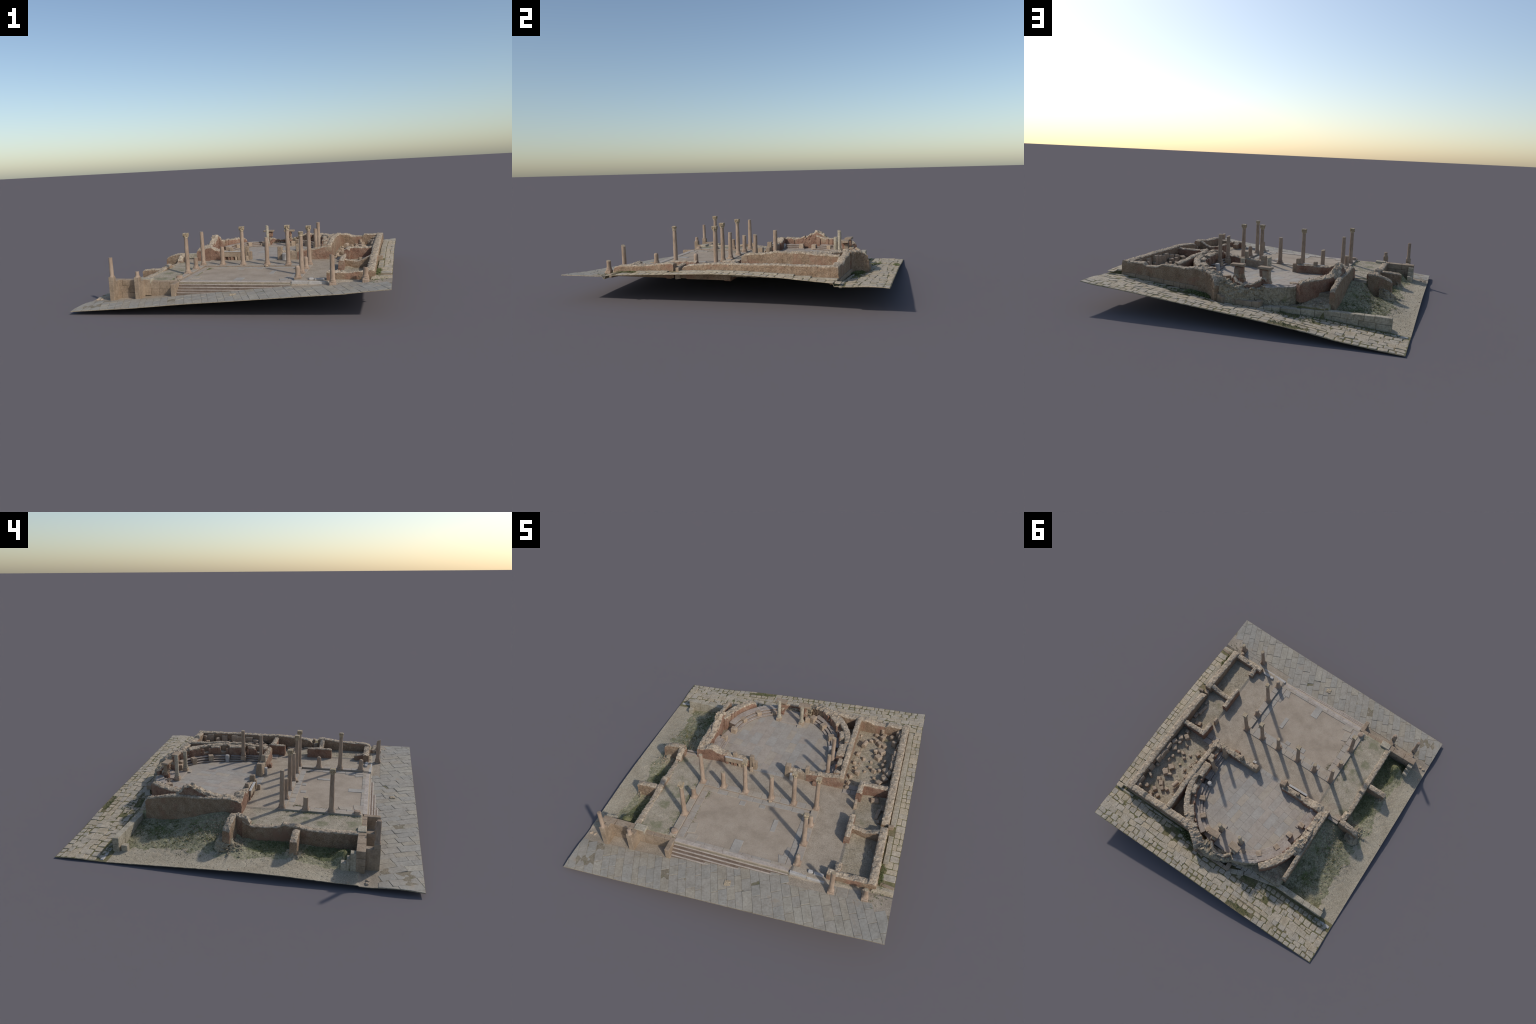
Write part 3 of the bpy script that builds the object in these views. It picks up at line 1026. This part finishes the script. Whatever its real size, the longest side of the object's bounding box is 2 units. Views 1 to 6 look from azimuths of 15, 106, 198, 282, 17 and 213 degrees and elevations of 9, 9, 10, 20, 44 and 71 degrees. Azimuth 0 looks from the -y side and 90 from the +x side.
# low boundary wall along the back street, ledge before the apse and squared footing of the north wall
lw0 = lambda f: prof(lerp(-.85, -.45, f), BACK_WALL) - .010
lw1 = lambda f: prof(lerp(-.85, -.45, f), BACK_WALL) + lerp(.038, .020, f)
lw2 = lambda f: lerp(.100, .093, f)
block_course("ashlar_block", -.850, .680, -.47, .681, .037, [lw0, lw1, lw2], "ashlargrey", .075)
lw0 = lambda f: prof(lerp(-.47, -.28, f), BACK_WALL) - .015
block_course("ashlar_block", -.47, .681, -.215, .742, .034, [lw0, lambda f: lerp(.093, .088, f)], "ashlargrey", .07)
hull_obj("ashlar_block", box_pts(-.825, .634, .004, .052, .034, .036, 0, .002, .001), M["ashlargrey"])
hull_obj("threshold_slab", box_pts(-.828, .588, .002, .0125, .05, .05, .1, .002, .001), M["ashlargrey"])
for k in range(3):
    hull_obj("kerb_stone", box_pts(-.935 + k * .045 + .01, .722, .001, .013 + .003 * k, .042, .020, -.02, .003, .001), M["marble"])
block_course("ashlar_block", -.215, .750, -.105, .795, .036, [.065, .095], "ashlargrey", .04)
block_course("ashlar_block", -.105, .790, .170, .788, .024, [.078, lambda f: lerp(.1225, .112, f)], "ashlar", .055)
hull_obj("ashlar_block", box_pts(-.095, .772, .08, .1225, .030, .055, .1, .002, .001), M["ashlar"])
block_course("ashlar_block", .175, .7165, .56, .7165, .012, [lambda f: lerp(.085, .135, f), lambda f: lerp(.135, .160, f)], "ashlar", .05)
block_course("ashlar_block", .56, .7165, .862, .7165, .009, [lambda f: lerp(.13, .155, f), lambda f: lerp(.160, .176, f)], "ashlar", .075)
block_course("kerb_stone", .33, .742, .955, .738, .016, [lambda f: lerp(.095, .158, f), lambda f: lerp(.114, .169, f)], "ashlargrey", .09)
block_course("kerb_stone", .885, -.515, .885, -.305, .030, [lambda f: prof(lerp(-.515, -.305, f), EAST) - .006, lambda f: prof(lerp(-.515, -.305, f), EAST) + .006], "ashlargrey", .07)
block_course("kerb_stone", .883, -.23, .883, .715, .034, [lambda f: prof(lerp(-.23, .715, f), EAST) - .006, lambda f: prof(lerp(-.23, .715, f), EAST) + .005], "ashlargrey", .09)
hull_obj("stone_block", box_pts(.872, -.245, .195, .225, .035, .022, .1, .003, .0015), M["ashlar"])
hull_obj("stone_block", box_pts(.835, -.262, .15, .203, .035, .035, .3, .004, .002), M["stone"])
hull_obj("kerb_stone", box_pts(.915, -.652, .165, .187, .080, .020, -.12, .003, .001), M["ashlar"])


# ------------------------------------------------------------------ stairs, stylobate, benches
for k in range(5):
    nose = -.698 - .0165 * k              # front edge of this step
    zt = .1450 - .0142 * k
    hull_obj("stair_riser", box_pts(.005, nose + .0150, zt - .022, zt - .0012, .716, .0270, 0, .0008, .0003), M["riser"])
    x = -.352
    while x < .362:
        l = min(R.uniform(.12, .22), .362 - x)
        if .362 - x - l < .06:
            l = .362 - x
        d = .026 if k == 0 else .0088
        hull_obj("stair_tread", box_pts(x + l / 2, nose + d / 2, zt - .0042, zt + R.uniform(-.0004, .0004), l - .0003, d + R.uniform(-.0008, .0008), 0, .0013, .0003), M["stair"])
        x += l
hull_obj("kerb_stone", box_pts(.420, -.701, .128, .1525, .10, .018, -.02, .0015, .0006), M["marble"])
hull_obj("kerb_stone", box_pts(.524, -.704, .128, .1515, .105, .018, -.03, .0015, .0006), M["marble"])
hull_obj("kerb_stone", box_pts(.535, -.674, .145, .163, .058, .020, -.06, .002, .001), M["marble"])
hull_obj("kerb_stone", box_pts(.485, -.669, .145, .165, .030, .022, .1, .004, .001), M["marble"])

ST_Z = .1570


def stylobate(x0, y0, x1, y1, w, z0=.13):
    L = math.hypot(x1 - x0, y1 - y0)
    rot = math.atan2(y1 - y0, x1 - x0)
    t = 0
    while t < L - .01:
        l = R.uniform(.055, .10)
        if L - t - l < .035:
            l = L - t
        f = (t + l / 2) / L
        ww = w * R.uniform(.98, 1.02)
        hull_obj("stylobate_footing", box_pts(lerp(x0, x1, f), lerp(y0, y1, f), z0, ST_Z - .004, l - .0008, ww - .002, rot, .0008, .0004), M["riser2"])
        hull_obj("stylobate_block", box_pts(lerp(x0, x1, f), lerp(y0, y1, f), ST_Z - .0048, ST_Z + R.uniform(-.0006, .0006), l - .0008,
                                            ww, rot, .0012, .0005),
                 R.choices([FLOOR[0], FLOOR[1], FLOOR[2], FLOOR[3]], (2, 3, 2, 2) if y0 == y1 else (3, 1, 0, 4) if x0 < 0 else (4, 3, 1, 3))[0])
        t += l


stylobate(-.400, -.190, .420, -.190, .044)
stylobate(-.377, -.213, -.377, -.665, .042)
stylobate(.396, -.213, .396, -.655, .044)


def bench_line(path, mat="stair", z0=.145, z1=.165, th=.02, mean=.07, skip=()):
    P, L = resample(path, .005)
    t = 0
    while t < L - .005:
        l = R.uniform(.7, 1.3) * mean
        if L - t - l < mean * .5:
            l = L - t
        f = (t + l / 2) / L
        i0, i1 = int(t / L * (len(P) - 1)), min(len(P) - 1, int((t + l) / L * (len(P) - 1)))
        a, b = P[i0], P[i1]
        if not any(s0 <= f <= s1 for s0, s1 in skip):
            mx, my, ln, ang = (a[0] + b[0]) / 2, (a[1] + b[1]) / 2, math.dist(a[:2], b[:2]) + .0015, math.atan2(b[1] - a[1], b[0] - a[0])
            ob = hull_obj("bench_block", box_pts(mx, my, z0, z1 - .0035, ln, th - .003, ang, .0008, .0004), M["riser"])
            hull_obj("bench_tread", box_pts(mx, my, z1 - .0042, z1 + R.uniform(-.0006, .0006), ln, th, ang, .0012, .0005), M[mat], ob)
        t += l


# three rising tiers round the apse, broken away in places on the west
for k, (r, z) in enumerate(((.354, .1770), (.374, .1895), (.402, .2015))):
    th = .021 if k < 2 else .036
    bench_line(arc(r, 8, 63), z1=z, th=th, mean=.05, mat="bench")
    bench_line(arc(r - (.012, .013, .006)[k], 104 if k < 2 else 132, 177 - 4 * k), z1=z, th=th + (.014 if k == 2 else 0), mean=.05, mat="bench")
    bench_line([(.402 + .019 * k, .075), (.402 + .019 * k, .205)], z1=z, th=th, mean=.06, mat="bench")
    bench_line([(.402 + .019 * k, .21), (.380 + .018 * k, .235), (.366 + .022 * k, .33)], z1=z, th=th * .9, mean=.03, mat="bench")
    if k == 2:
        bench_line(arc(r - .019, 104, 134), z1=z, th=.034, mean=.05, mat="bench")
    bench_line([(-.366 - .020 * k - (.006 if k == 2 else 0), .095), (-.360 - .020 * k - (.006 if k == 2 else 0), .262 - .012 * k)], z1=z - .004, th=th + (.020 if k == 2 else .001), mean=.05, mat="bench")
seat = [(.345, .470, .31), (.262, .578, .85), (.170, .640, 1.1), (-.245, .583, 2.3), (-.325, .472, 2.7),
        (-.353, .343, 3.0), (-.388, .235, 3.1)]
for x, y, a in seat:
    a = math.atan2(y - CY, x - CX) if y > .3 else 0.0 if x > 0 else math.pi
    x, y = x - .004 * math.cos(a), y - .004 * math.sin(a)
    hull_obj("seat_divider", box_pts(x, y, .150, .216 if x > 0 else .206, .042, .035, a, .002, .001), M["stone"])

# apse niche: platform, pedestals, piers with projecting slabs
hull_obj("niche_platform", box_pts(.0, .612, .150, .1745, .150, .105, .0, .0015, .0008), FLOOR[0])
hull_obj("niche_platform", box_pts(.002, .680, .150, .1800, .150, .045, .0, .0015, .0008), FLOOR[0])
hull_obj("slab_corner", box_pts(.083, .558, .150, .1745, .035, .04, .1, .0015, .0008), FLOOR[3])
wall("niche_wall", [(-.075, .700), (-.04, .735), (.01, .745), (.06, .735), (.09, .700)], .022, .13, [(0, .228), (.2, .212), (.5, .200), (.8, .212), (1, .228)], body="brick", crag=.006)
for px, s in ((-.084, -1), (.094, 1)):
    wall("niche_pier", [(px - .018, .660), (px + .020, .662)], .046, .13, [(0, .222), (.3, .236), (.7, .236), (1, .220)], body="brick", cap="cap", crag=.010, rough=.005)
    hull_obj("pier_stem", box_pts(px + s * .002, .655, .205, .274, .036, .030, .1 * s, .003, .002, taper=.95), M["ashlar"])
    hull_obj("pier_stem", box_pts(px - s * .010, .650, .24, .282, .050, .032, -.25 * s, .003, .003), M["brick"])
    hull_obj("pier_slab", box_pts(px, .648, .2845, .2985, .086, .046, .06 * s, .002, .0015), M["ashlar"])
for px in (-.135, .125):
    hull_obj("stone_block", box_pts(px, .63, .15, .206 if px > 0 else .192, .036, .030, .2, .003, .002), M["stone"])


# ------------------------------------------------------------------ columns
def lathe(profile, cx, cy, seg=22, wear=.0007, seed=0, lean=(0, 0), cut_top=None, fluted=0):
    verts, faces = [], []
    zmin, zmax = profile[0][1], profile[-1][1]
    for r, z in profile:
        for k in range(seg):
            a = 2 * math.pi * k / seg
            rr = r + wear * fbm(math.cos(a) * .02 + cx, math.sin(a) * .02 + cy, z, 60, seed)
            t = (z - zmin)
            x, y = cx + rr * math.cos(a) + lean[0] * t, cy + rr * math.sin(a) + lean[1] * t
            zz = z
            if cut_top and z > zmax - .03:      # slanting break
                f = (z - (zmax - .03)) / .03
                zz = z - f * cut_top * (.5 + .5 * math.cos(a - 1.0))
            verts.append((x, y, zz))
    n = len(profile)
    for i in range(n - 1):
        for k in range(seg):
            a, b = i * seg + k, i * seg + (k + 1) % seg
            faces.append((a, b, b + seg, a + seg))
    faces.append(tuple((n - 1) * seg + k for k in range(seg)))
    faces.append(tuple(seg - 1 - k for k in range(seg)))
    return verts, faces


def column(cx, cy, z0, z1, r0=.0150, r1=.0122, cap=None, base=True, slant=0, plinth=.040, mat="column", rounded=False):
    seed = R.uniform(0, 90)
    lean = (R.uniform(-.006, .006), R.uniform(-.006, .006))
    zb = z0 + (.022 if base else 0)
    zt = z1 - (.034 if cap == "full" else .030 if cap == "worn" else 0)
    n = max(6, int((zt - zb) / .007))
    full = .225
    pr = []
    for i in range(n + 1):
        z = lerp(zb, zt, i / n)
        f = (z - zb) / full if not cap else i / n
        r = lerp(r0, r1, f) + .0006 * math.sin(math.pi * clamp(f))
        if i == 0 and base:
            r += .0018
        pr.append((r, z))
    if rounded:
        pr += [(pr[-1][0] * .85, zt + .006), (pr[-1][0] * .5, zt + .010)]
    elif not cap:
        pr += [(pr[-1][0] - .0012, zt + .0012)]
    v, f = lathe(pr, cx, cy, seed=seed, lean=lean, cut_top=slant, wear=.0009)
    sh = add_obj("column", mesh_from("column", v, f, [0] * (len(f) - 2) + [0 if cap else 1, 0]), None, (M[mat], M["capital"]), smooth_angle=40)
    if base:
        pb = [(.0195, z0 + .005), (.0212, z0 + .0075), (.0213, z0 + .0105), (.0196, z0 + .0130), (.0178, z0 + .0140),
              (.0176, z0 + .0160), (.0190, z0 + .0175), (.0188, z0 + .0200), (r0 + .002, z0 + .0225)]
        k = r0 / .0150
        pb = [(r * k, z) for r, z in pb]
        v, f = lathe(pb, cx, cy, seed=seed, wear=.0008)
        add_obj("column_base", mesh_from("column_base", v, f), sh, (M[mat],), smooth_angle=40)
        hull_obj("plinth", box_pts(cx, cy, z0 - .004, z0 + .0065, plinth * 1.08 * k, plinth * 1.08 * k, R.uniform(-.03, .03), .002, .001), M[mat], sh)
    if cap:
        tx, ty = cx + lean[0] * (zt - zb), cy + lean[1] * (zt - zb)
        hc = z1 - zt
        bell = [(r1 + .0010, zt - .001), (r1 + .0022, zt + .001), (r1 + .0012, zt + .003), (r1 + .0016, zt + hc * .4),
                (r1 + .0040, zt + hc * .62), (r1 + .0066, zt + hc * .78)]
        v, f = lathe(bell, tx, ty, seed=seed, wear=.0012)
        cp = add_obj("capital", mesh_from("capital", v, f), sh, (M["capital"],), smooth_angle=45)
        if cap == "full":
            bm = bmesh.new()
            w = .0174
            ring = []
            for q in range(4):                      # abacus with hollow sides and horned corners
                a0 = math.pi / 4 + q * math.pi / 2
                ring += [(w * 1.28, a0 - .10), (w * 1.28, a0 + .10), (w * .98, a0 + .35), (w * .86, a0 + math.pi / 4), (w * .98, a0 + math.pi / 2 - .35)]
            rows = []
            for s, z in ((.84, z1 - .0095), (1.0, z1 - .0065), (1.0, z1 - .001), (.95, z1)):
                rows.append([bm.verts.new((tx + rr * s * math.cos(a) + R.uniform(-.0007, .0007), ty + rr * s * math.sin(a) + R.uniform(-.0007, .0007), z + R.uniform(-.0005, .0005))) for rr, a in ring])
            for ra, rb in zip(rows, rows[1:]):
                for k in range(len(ring)):
                    kk = (k + 1) % len(ring)
                    bm.faces.new((ra[k], ra[kk], rb[kk], rb[k]))
            bm.faces.new(rows[-1])
            bm.faces.new(rows[0][::-1])
            me = bpy.data.meshes.new("abacus")
            bm.to_mesh(me)
            bm.free()
            add_obj("abacus", me, sh, (M["capital"],))
            # worn leaves and corner volutes under the abacus
            bm = bmesh.new()
            for q in range(8):
                a = math.pi / 4 * q
                rr = r1 + (.0062 if q % 2 else .0035)
                zc = zt + hc * (.66 if q % 2 else .42)
                hull_into(bm, box_pts(tx + rr * math.cos(a), ty + rr * math.sin(a), zc - .007, zc + .004, .006, .0075, a, .0015, .0006))
            me = bpy.data.meshes.new("capital_leaf")
            bm.to_mesh(me)
            bm.free()
            add_obj("capital_leaf", me, sh, (M["capital"],))
        else:
            hull_obj("abacus", box_pts(tx, ty, z1 - .010, z1, .030, .029, .1, .004, .0022), M["capital"], sh)
    return sh


CB = ST_Z - .0015
column(-.376, -.488, CB, .427, cap="full")
column(-.375, -.190, CB, .396)
column(-.228, -.190, CB, .289, slant=.006)
column(-.077, -.191, CB, .429, cap="full")
column(.099, -.190, CB, .348)
column(.250, -.191, CB, .432, cap="full")
column(.397, -.188, CB, .425, cap="full")
column(.395, -.486, CB, .423, cap="worn")
column(-.377, -.334, CB, .235)
column(.396, -.334, CB, .226, rounded=True)
column(.397, -.634, CB, .224, rounded=True)
# base stump at the south-west corner
v, f = lathe([(.0215, CB), (.0215, CB + .008), (.018, CB + .012), (.0185, CB + .017), (.014, CB + .0185)], -.376, -.640, wear=.001)
add_obj("column_base", mesh_from("column_base", v, f), None, (M["column"],), smooth_angle=40)
# street columns
for x, y, zp, zt, sl in ((-.790, -.759, .1865, .313, .0), (-.611, -.758, .1865, .222, .0)):
    v, f = lathe([(.017, zp - .001), (.0168, zp + .004), (.0145, zp + .008), (.0132, zp + .013), (.0128, (zp + zt) / 2), (.0120, zt - .001), (.0108, zt)], x, y, wear=.0008)
    add_obj("column", mesh_from("column", v, f), None, (M["column"],), smooth_angle=40)
for x, y, zg, zt, sl in ((.623, -.752, .124, .321, .012), (.811, -.752, .148, .247, .006)):
    c = column(x, y, zg + .030, zt, r0=.0138, r1=.0125, slant=sl, plinth=.036)
    hull_obj("pedestal", box_pts(x, y - .002, zg - .001, zg + .030, .040, .040, .03, .003, .0012), M["column"], c)
# hall columns on square pedestals
for x, y, zg, zt, r, sl in ((.401, .232, .186, .399, .0135, 0), (.400, .096, .186, .371, .0128, .006), (-.082, .581, .172, .349, .0130, .010), (.091, .580, .172, .320, .0135, .0)):
    c = column(x, y, zg + .020, zt, r0=r, r1=r * .92, slant=sl, plinth=.030, mat="column" if y < .5 else "ashlargrey")
    hull_obj("pedestal", box_pts(x, y, .148, zg + .022, .038, .038, 0, .0025, .001), M["stone"], c)
# short column drums
for x, y, z0, z1, r in ((.365, .347, .15, .217, .0165), (-.384, .093, .15, .205, .014)):
    v, f = lathe([(r, z0), (r, lerp(z0, z1, .6)), (r * .95, z1 - .003), (r * .8, z1)], x, y, wear=.001)
    add_obj("column_drum", mesh_from("column_drum", v, f), None, (M["marble"],), smooth_angle=40)

# ------------------------------------------------------------------ fallen stones
loose = [  # x, y, sx, sy, height, turn: the heap of architectural fragments in the store room
    (.735, .134, .034, .028, .026, .6), (.771, .256, .045, .034, .022, .9), (.689, .254, .026, .018, .02, .5),
    (.657, .284, .018, .018, .018, .3), (.585, .205, .026, .026, .028, .2), (.697, .392, .038, .036, .026, .65),
    (.706, .450, .042, .036, .026, .7), (.672, .446, .016, .018, .022, .2), (.730, .445, .022, .02, .012, .6),
    (.715, .522, .024, .022, .016, .9), (.683, .542, .034, .026, .024, 1.0), (.653, .572, .026, .022, .026, .8),
    (.692, .606, .028, .028, .030, .6), (.780, .539, .034, .014, .040, .6), (.815, .484, .030, .04, .05, .1),
    (.805, .40, .028, .045, .055, -.1), (.812, .606, .024, .05, .055, .1), (.800, .32, .03, .04, .045, .2),
    (.795, .22, .028, .04, .036, .4), (.648, .636, .024, .022, .020, .4), (.701, .645, .03, .02, .022, .3),
    (.763, .10, .03, .024, .02, .2), (.545, .09, .02, .025, .02, .4), (.545, .16, .024, .02, .02, .9),
    (.548, .30, .02, .02, .018, .1), (.56, .255, .014, .016, .014, .7), (.555, .40, .02, .03, .018, .2),
    (.79, .44, .02, .018, .02, .2), (.800, .275, .020, .05, .05, .05), (.798, .36, .022, .045, .05, -.1), (.80, .65, .03, .03, .045, .3),
    (.77, .17, .03, .03, .03, .9), (.62, .56, .02, .02, .018, .2), (.60, .36, .02, .016, .016, .7), (.745, .36, .018, .02, .016, .3),
    (.66, .34, .016, .014, .012, .3), (.63, .24, .014, .018, .012, 1.0), (.70, .19, .016, .016, .014, .2), (.545, .05, .018, .02, .016, .5)]
for x, y, sx, sy, hh, a in loose:
    z = ground_h(x, y) - .004
    hull_obj("fallen_stone", box_pts(x, y, z, z + hh * 1.12 + .006, sx * 1.18, sy * 1.18, -a, .003, .0028, taper=R.uniform(.88, 1.0), lean=(R.uniform(-.003, .003), R.uniform(-.003, .003))), M["stone"])
for x, y, r, hh in ((.763, .199, .018, .026), (.724, .265, .013, .020), (.739, .319, .013, .022), (.757, .616, .016, .030), (.682, .665, .013, .05)):
    z = ground_h(x, y) - .004
    v, f = lathe([(r, z), (r, z + hh * .7), (r * .93, z + hh + .002), (r * .6, z + hh + .004)], x, y, wear=.0015, seg=16)
    add_obj("column_drum", mesh_from("column_drum", v, f), None, (M["stone"],), smooth_angle=40)


def lying_drum(x, y, z, r, l, rot):
    v, f = lathe([(r * .93, -l / 2), (r, -l / 2 + .004), (r, 0), (r, l / 2 - .004), (r * .93, l / 2)], 0, 0, wear=.0016, seg=16, seed=R.uniform(0, 9))
    c, s = math.cos(rot), math.sin(rot)
    v = [(x + a[2] * c - a[1] * s, y + a[2] * s + a[1] * c, z + a[0]) for a in v]
    add_obj("column_drum", mesh_from("column_drum", v, f), None, (M["stone"],), smooth_angle=40)


lying_drum(.583, .492, .184, .017, .052, 1.35)
lying_drum(.668, .452, .178, .010, .03, .4)
for x, y, sx, sy, hh, a in ((.778, -.125, .020, .088, .018, -.12), (.742, -.012, .050, .034, .022, .2), (.790, -.19, .02, .03, .014, .3), (.800, -.06, .022, .05, .02, 0)):
    z = ground_h(x, y) - .003
    hull_obj("fallen_stone", box_pts(x, y, z, z + hh, sx, sy, a, .003, .002), M["stone"])
hull_obj("standing_stone", box_pts(.629, -.098, .145, .213, .022, .044, .1, .004, .002, taper=.92), M["stone"])
hull_obj("fallen_stone", box_pts(.10, -.215, .146, .160, .022, .018, .3, .004, .002), M["stone"])
hull_obj("fallen_stone", box_pts(.80, -.715, .14, .185, .03, .03, .5, .006, .004), M["stone"])
for x, y, s in ((-.932, -.715, .022), (-.905, -.72, .02), (-.945, -.62, .016), (-.946, .0, .012), (-.93, -.55, .012), (.54, .61, .02), (-.43, .635, .02), (-.40, .66, .018)):
    z = ground_h(x, y) - .003
    hull_obj("fallen_stone", box_pts(x, y, z, z + s * .45, s, s * .8, R.uniform(0, 3), .003, .002), M["stone"])


# ------------------------------------------------------------------ rubble, pebbles and weeds
def pebbles(name, n, sampler, size, mat):
    verts, faces = [], []
    for _ in range(n):
        x, y = sampler()
        r = R.uniform(*size) * R.choice((.6, .8, 1, 1.3))
        z = ground_h(x, y)
        b = len(verts)
        a0 = R.uniform(0, 6.28)
        for lev, (zz, rr) in enumerate(((-.3, .8), (.25, 1.0), (.75, .6))):
            for k in range(5):
                a = a0 + k * 1.2566 + lev * .4
                q = rr * r * R.uniform(.75, 1.2)
                verts.append((x + q * math.cos(a), y + q * math.sin(a), z + zz * r * R.uniform(.8, 1.2)))
        for lev in range(2):
            for k in range(5):
                i, j = b + lev * 5 + k, b + lev * 5 + (k + 1) % 5
                faces.append((i, j, j + 5, i + 5))
        faces.append(tuple(b + 10 + k for k in range(5)))
    add_obj(name, mesh_from(name, verts, faces), None, (M[mat],), stuff=True)


def gauss(cx, cy, sx, sy):
    return lambda: (clamp(R.gauss(cx, sx), -.95, .95), clamp(R.gauss(cy, sy), -.99, .99))


def rect(x0, x1, y0, y1):
    return lambda: (R.uniform(x0, x1), R.uniform(y0, y1))


pebbles("rubble_stones", 260, gauss(-.735, .03, .035, .035), (.003, .0065), "rubble")
pebbles("rubble_stones", 90, gauss(-.76, -.315, .025, .025), (.0025, .005), "rubble")
pebbles("rubble_stones", 260, gauss(-.61, .20, .05, .08), (.002, .005), "rubble")
pebbles("rubble_stones", 150, rect(-.46, -.30, .62, .68), (.003, .007), "rubble")
pebbles("rubble_stones", 160, rect(.525, .60, .06, .60), (.002, .006), "stone")
pebbles("gravel_pebbles", 900, rect(-.95, -.52, .06, .66), (.0012, .0028), "yard")
pebbles("gravel_pebbles", 500, rect(-.95, -.66, -.62, .05), (.0012, .0026), "yard")
pebbles("gravel_pebbles", 800, rect(-.60, -.405, -.65, .02), (.0009, .0019), "yard")
pebbles("rubble_stones", 120, rect(-.80, -.53, .10, .64), (.002, .005), "stone")
pebbles("gravel_pebbles", 420, rect(.53, .80, .07, .64), (.0014, .003), "roomfloor")
pebbles("gravel_pebbles", 260, rect(.66, .80, -.63, -.35), (.0012, .0026), "roomfloor")


def weeds(name, n, sampler, length, mat, zfun=ground_h, clump=6, spread=.004):
    verts, faces = [], []
    for _ in range(n):
        x0, y0 = sampler()
        for _ in range(clump):
            x, y = x0 + R.gauss(0, spread), y0 + R.gauss(0, spread)
            if abs(x) > HX - .002 or abs(y) > HY - .002:
                continue
            z = max(.004, zfun(x, y) - .001)
            l = R.uniform(*length)
            a = R.uniform(0, 6.28)
            w = l * R.uniform(.16, .28)
            out = l * R.uniform(.2, .8)
            px, py = -math.sin(a) * w, math.cos(a) * w
            dx, dy = math.cos(a) * out, math.sin(a) * out
            b = len(verts)
            mid = (x + dx * .45, y + dy * .45, z + l * .65)
            verts += [(x, y, z), (mid[0] + px, mid[1] + py, mid[2]), (mid[0] - px, mid[1] - py, mid[2]),
                      (mid[0] + dx * .1, mid[1] + dy * .1, mid[2] - w * .5), (x + dx, y + dy, z + l * R.uniform(.6, 1.0))]
            faces += [(b, b + 1, b + 4, b + 2), (b, b + 3, b + 1), (b, b + 2, b + 3), (b + 3, b + 4, b + 1), (b + 3, b + 2, b + 4)]
    add_obj(name, mesh_from(name, verts, faces), None, (M[mat],), stuff=True)


back_z = lambda x, y: back_h(x, y)
weeds("green_weeds", 110, gauss(-.68, -.50, .03, .07), (.004, .009), "leaf")
weeds("green_weeds", 100, gauss(-.68, -.18, .03, .06), (.004, .009), "leaf")
weeds("dry_weeds", 150, gauss(-.74, -.50, .04, .07), (.003, .007), "straw")
weeds("dry_weeds", 140, gauss(-.73, -.17, .04, .06), (.003, .007), "straw")
weeds("green_weeds", 40, gauss(-.79, -.63, .02, .02), (.008, .016), "leaf")
weeds("dry_weeds", 240, rect(-.80, -.53, .12, .64), (.003, .007), "straw")
weeds("dry_weeds", 90, gauss(-.70, .30, .05, .14), (.005, .010), "straw", clump=9, spread=.005)
weeds("green_weeds", 60, gauss(-.66, .22, .05, .09), (.004, .009), "leaf")
weeds("green_weeds", 150, rect(-.70, -.53, .40, .66), (.004, .009), "leaf")
weeds("green_weeds", 190, gauss(.26, .752, .05, .012), (.010, .024), "leaf", back_z)
weeds("green_weeds", 60, gauss(-.30, .785, .09, .025), (.005, .010), "leaf", back_z)
weeds("green_weeds", 130, rect(-.10, .60, .735, .80), (.005, .011), "leaf", back_z)
weeds("green_weeds", 40, gauss(-.33, .97, .06, .012), (.004, .009), "leaf", back_z)
weeds("green_weeds", 110, rect(-.90, -.30, .715, .745), (.004, .008), "leaf", back_z)
weeds("green_weeds", 36, gauss(-.40, .82, .08, .02), (.005, .010), "leaf", back_z)
weeds("green_weeds", 80, rect(.868, .885, -.66, -.52), (.004, .009), "leaf", lambda x, y: prof(y, EAST))
weeds("green_weeds", 70, rect(-.420, -.402, -.66, -.20), (.003, .007), "leaf")
weeds("green_weeds", 45, rect(-.335, -.300, -.60, -.25), (.003, .006), "leaf")
weeds("green_weeds", 70, gauss(-.305, -.275, .012, .018), (.002, .005), "leaf")
weeds("green_weeds", 30, gauss(.325, -.26, .008, .02), (.002, .005), "leaf")
weeds("green_weeds", 26, rect(.345, .352, -.60, -.30), (.002, .004), "leaf")
weeds("green_weeds", 40, rect(-.02, .05, -.690, -.670), (.001, .003), "leaf", spread=.003)
weeds("green_weeds", 30, gauss(.87, -.72, .025, .03), (.004, .008), "leaf")
weeds("green_weeds", 50, rect(-.35, -.20, .70, .735), (.003, .007), "leaf")
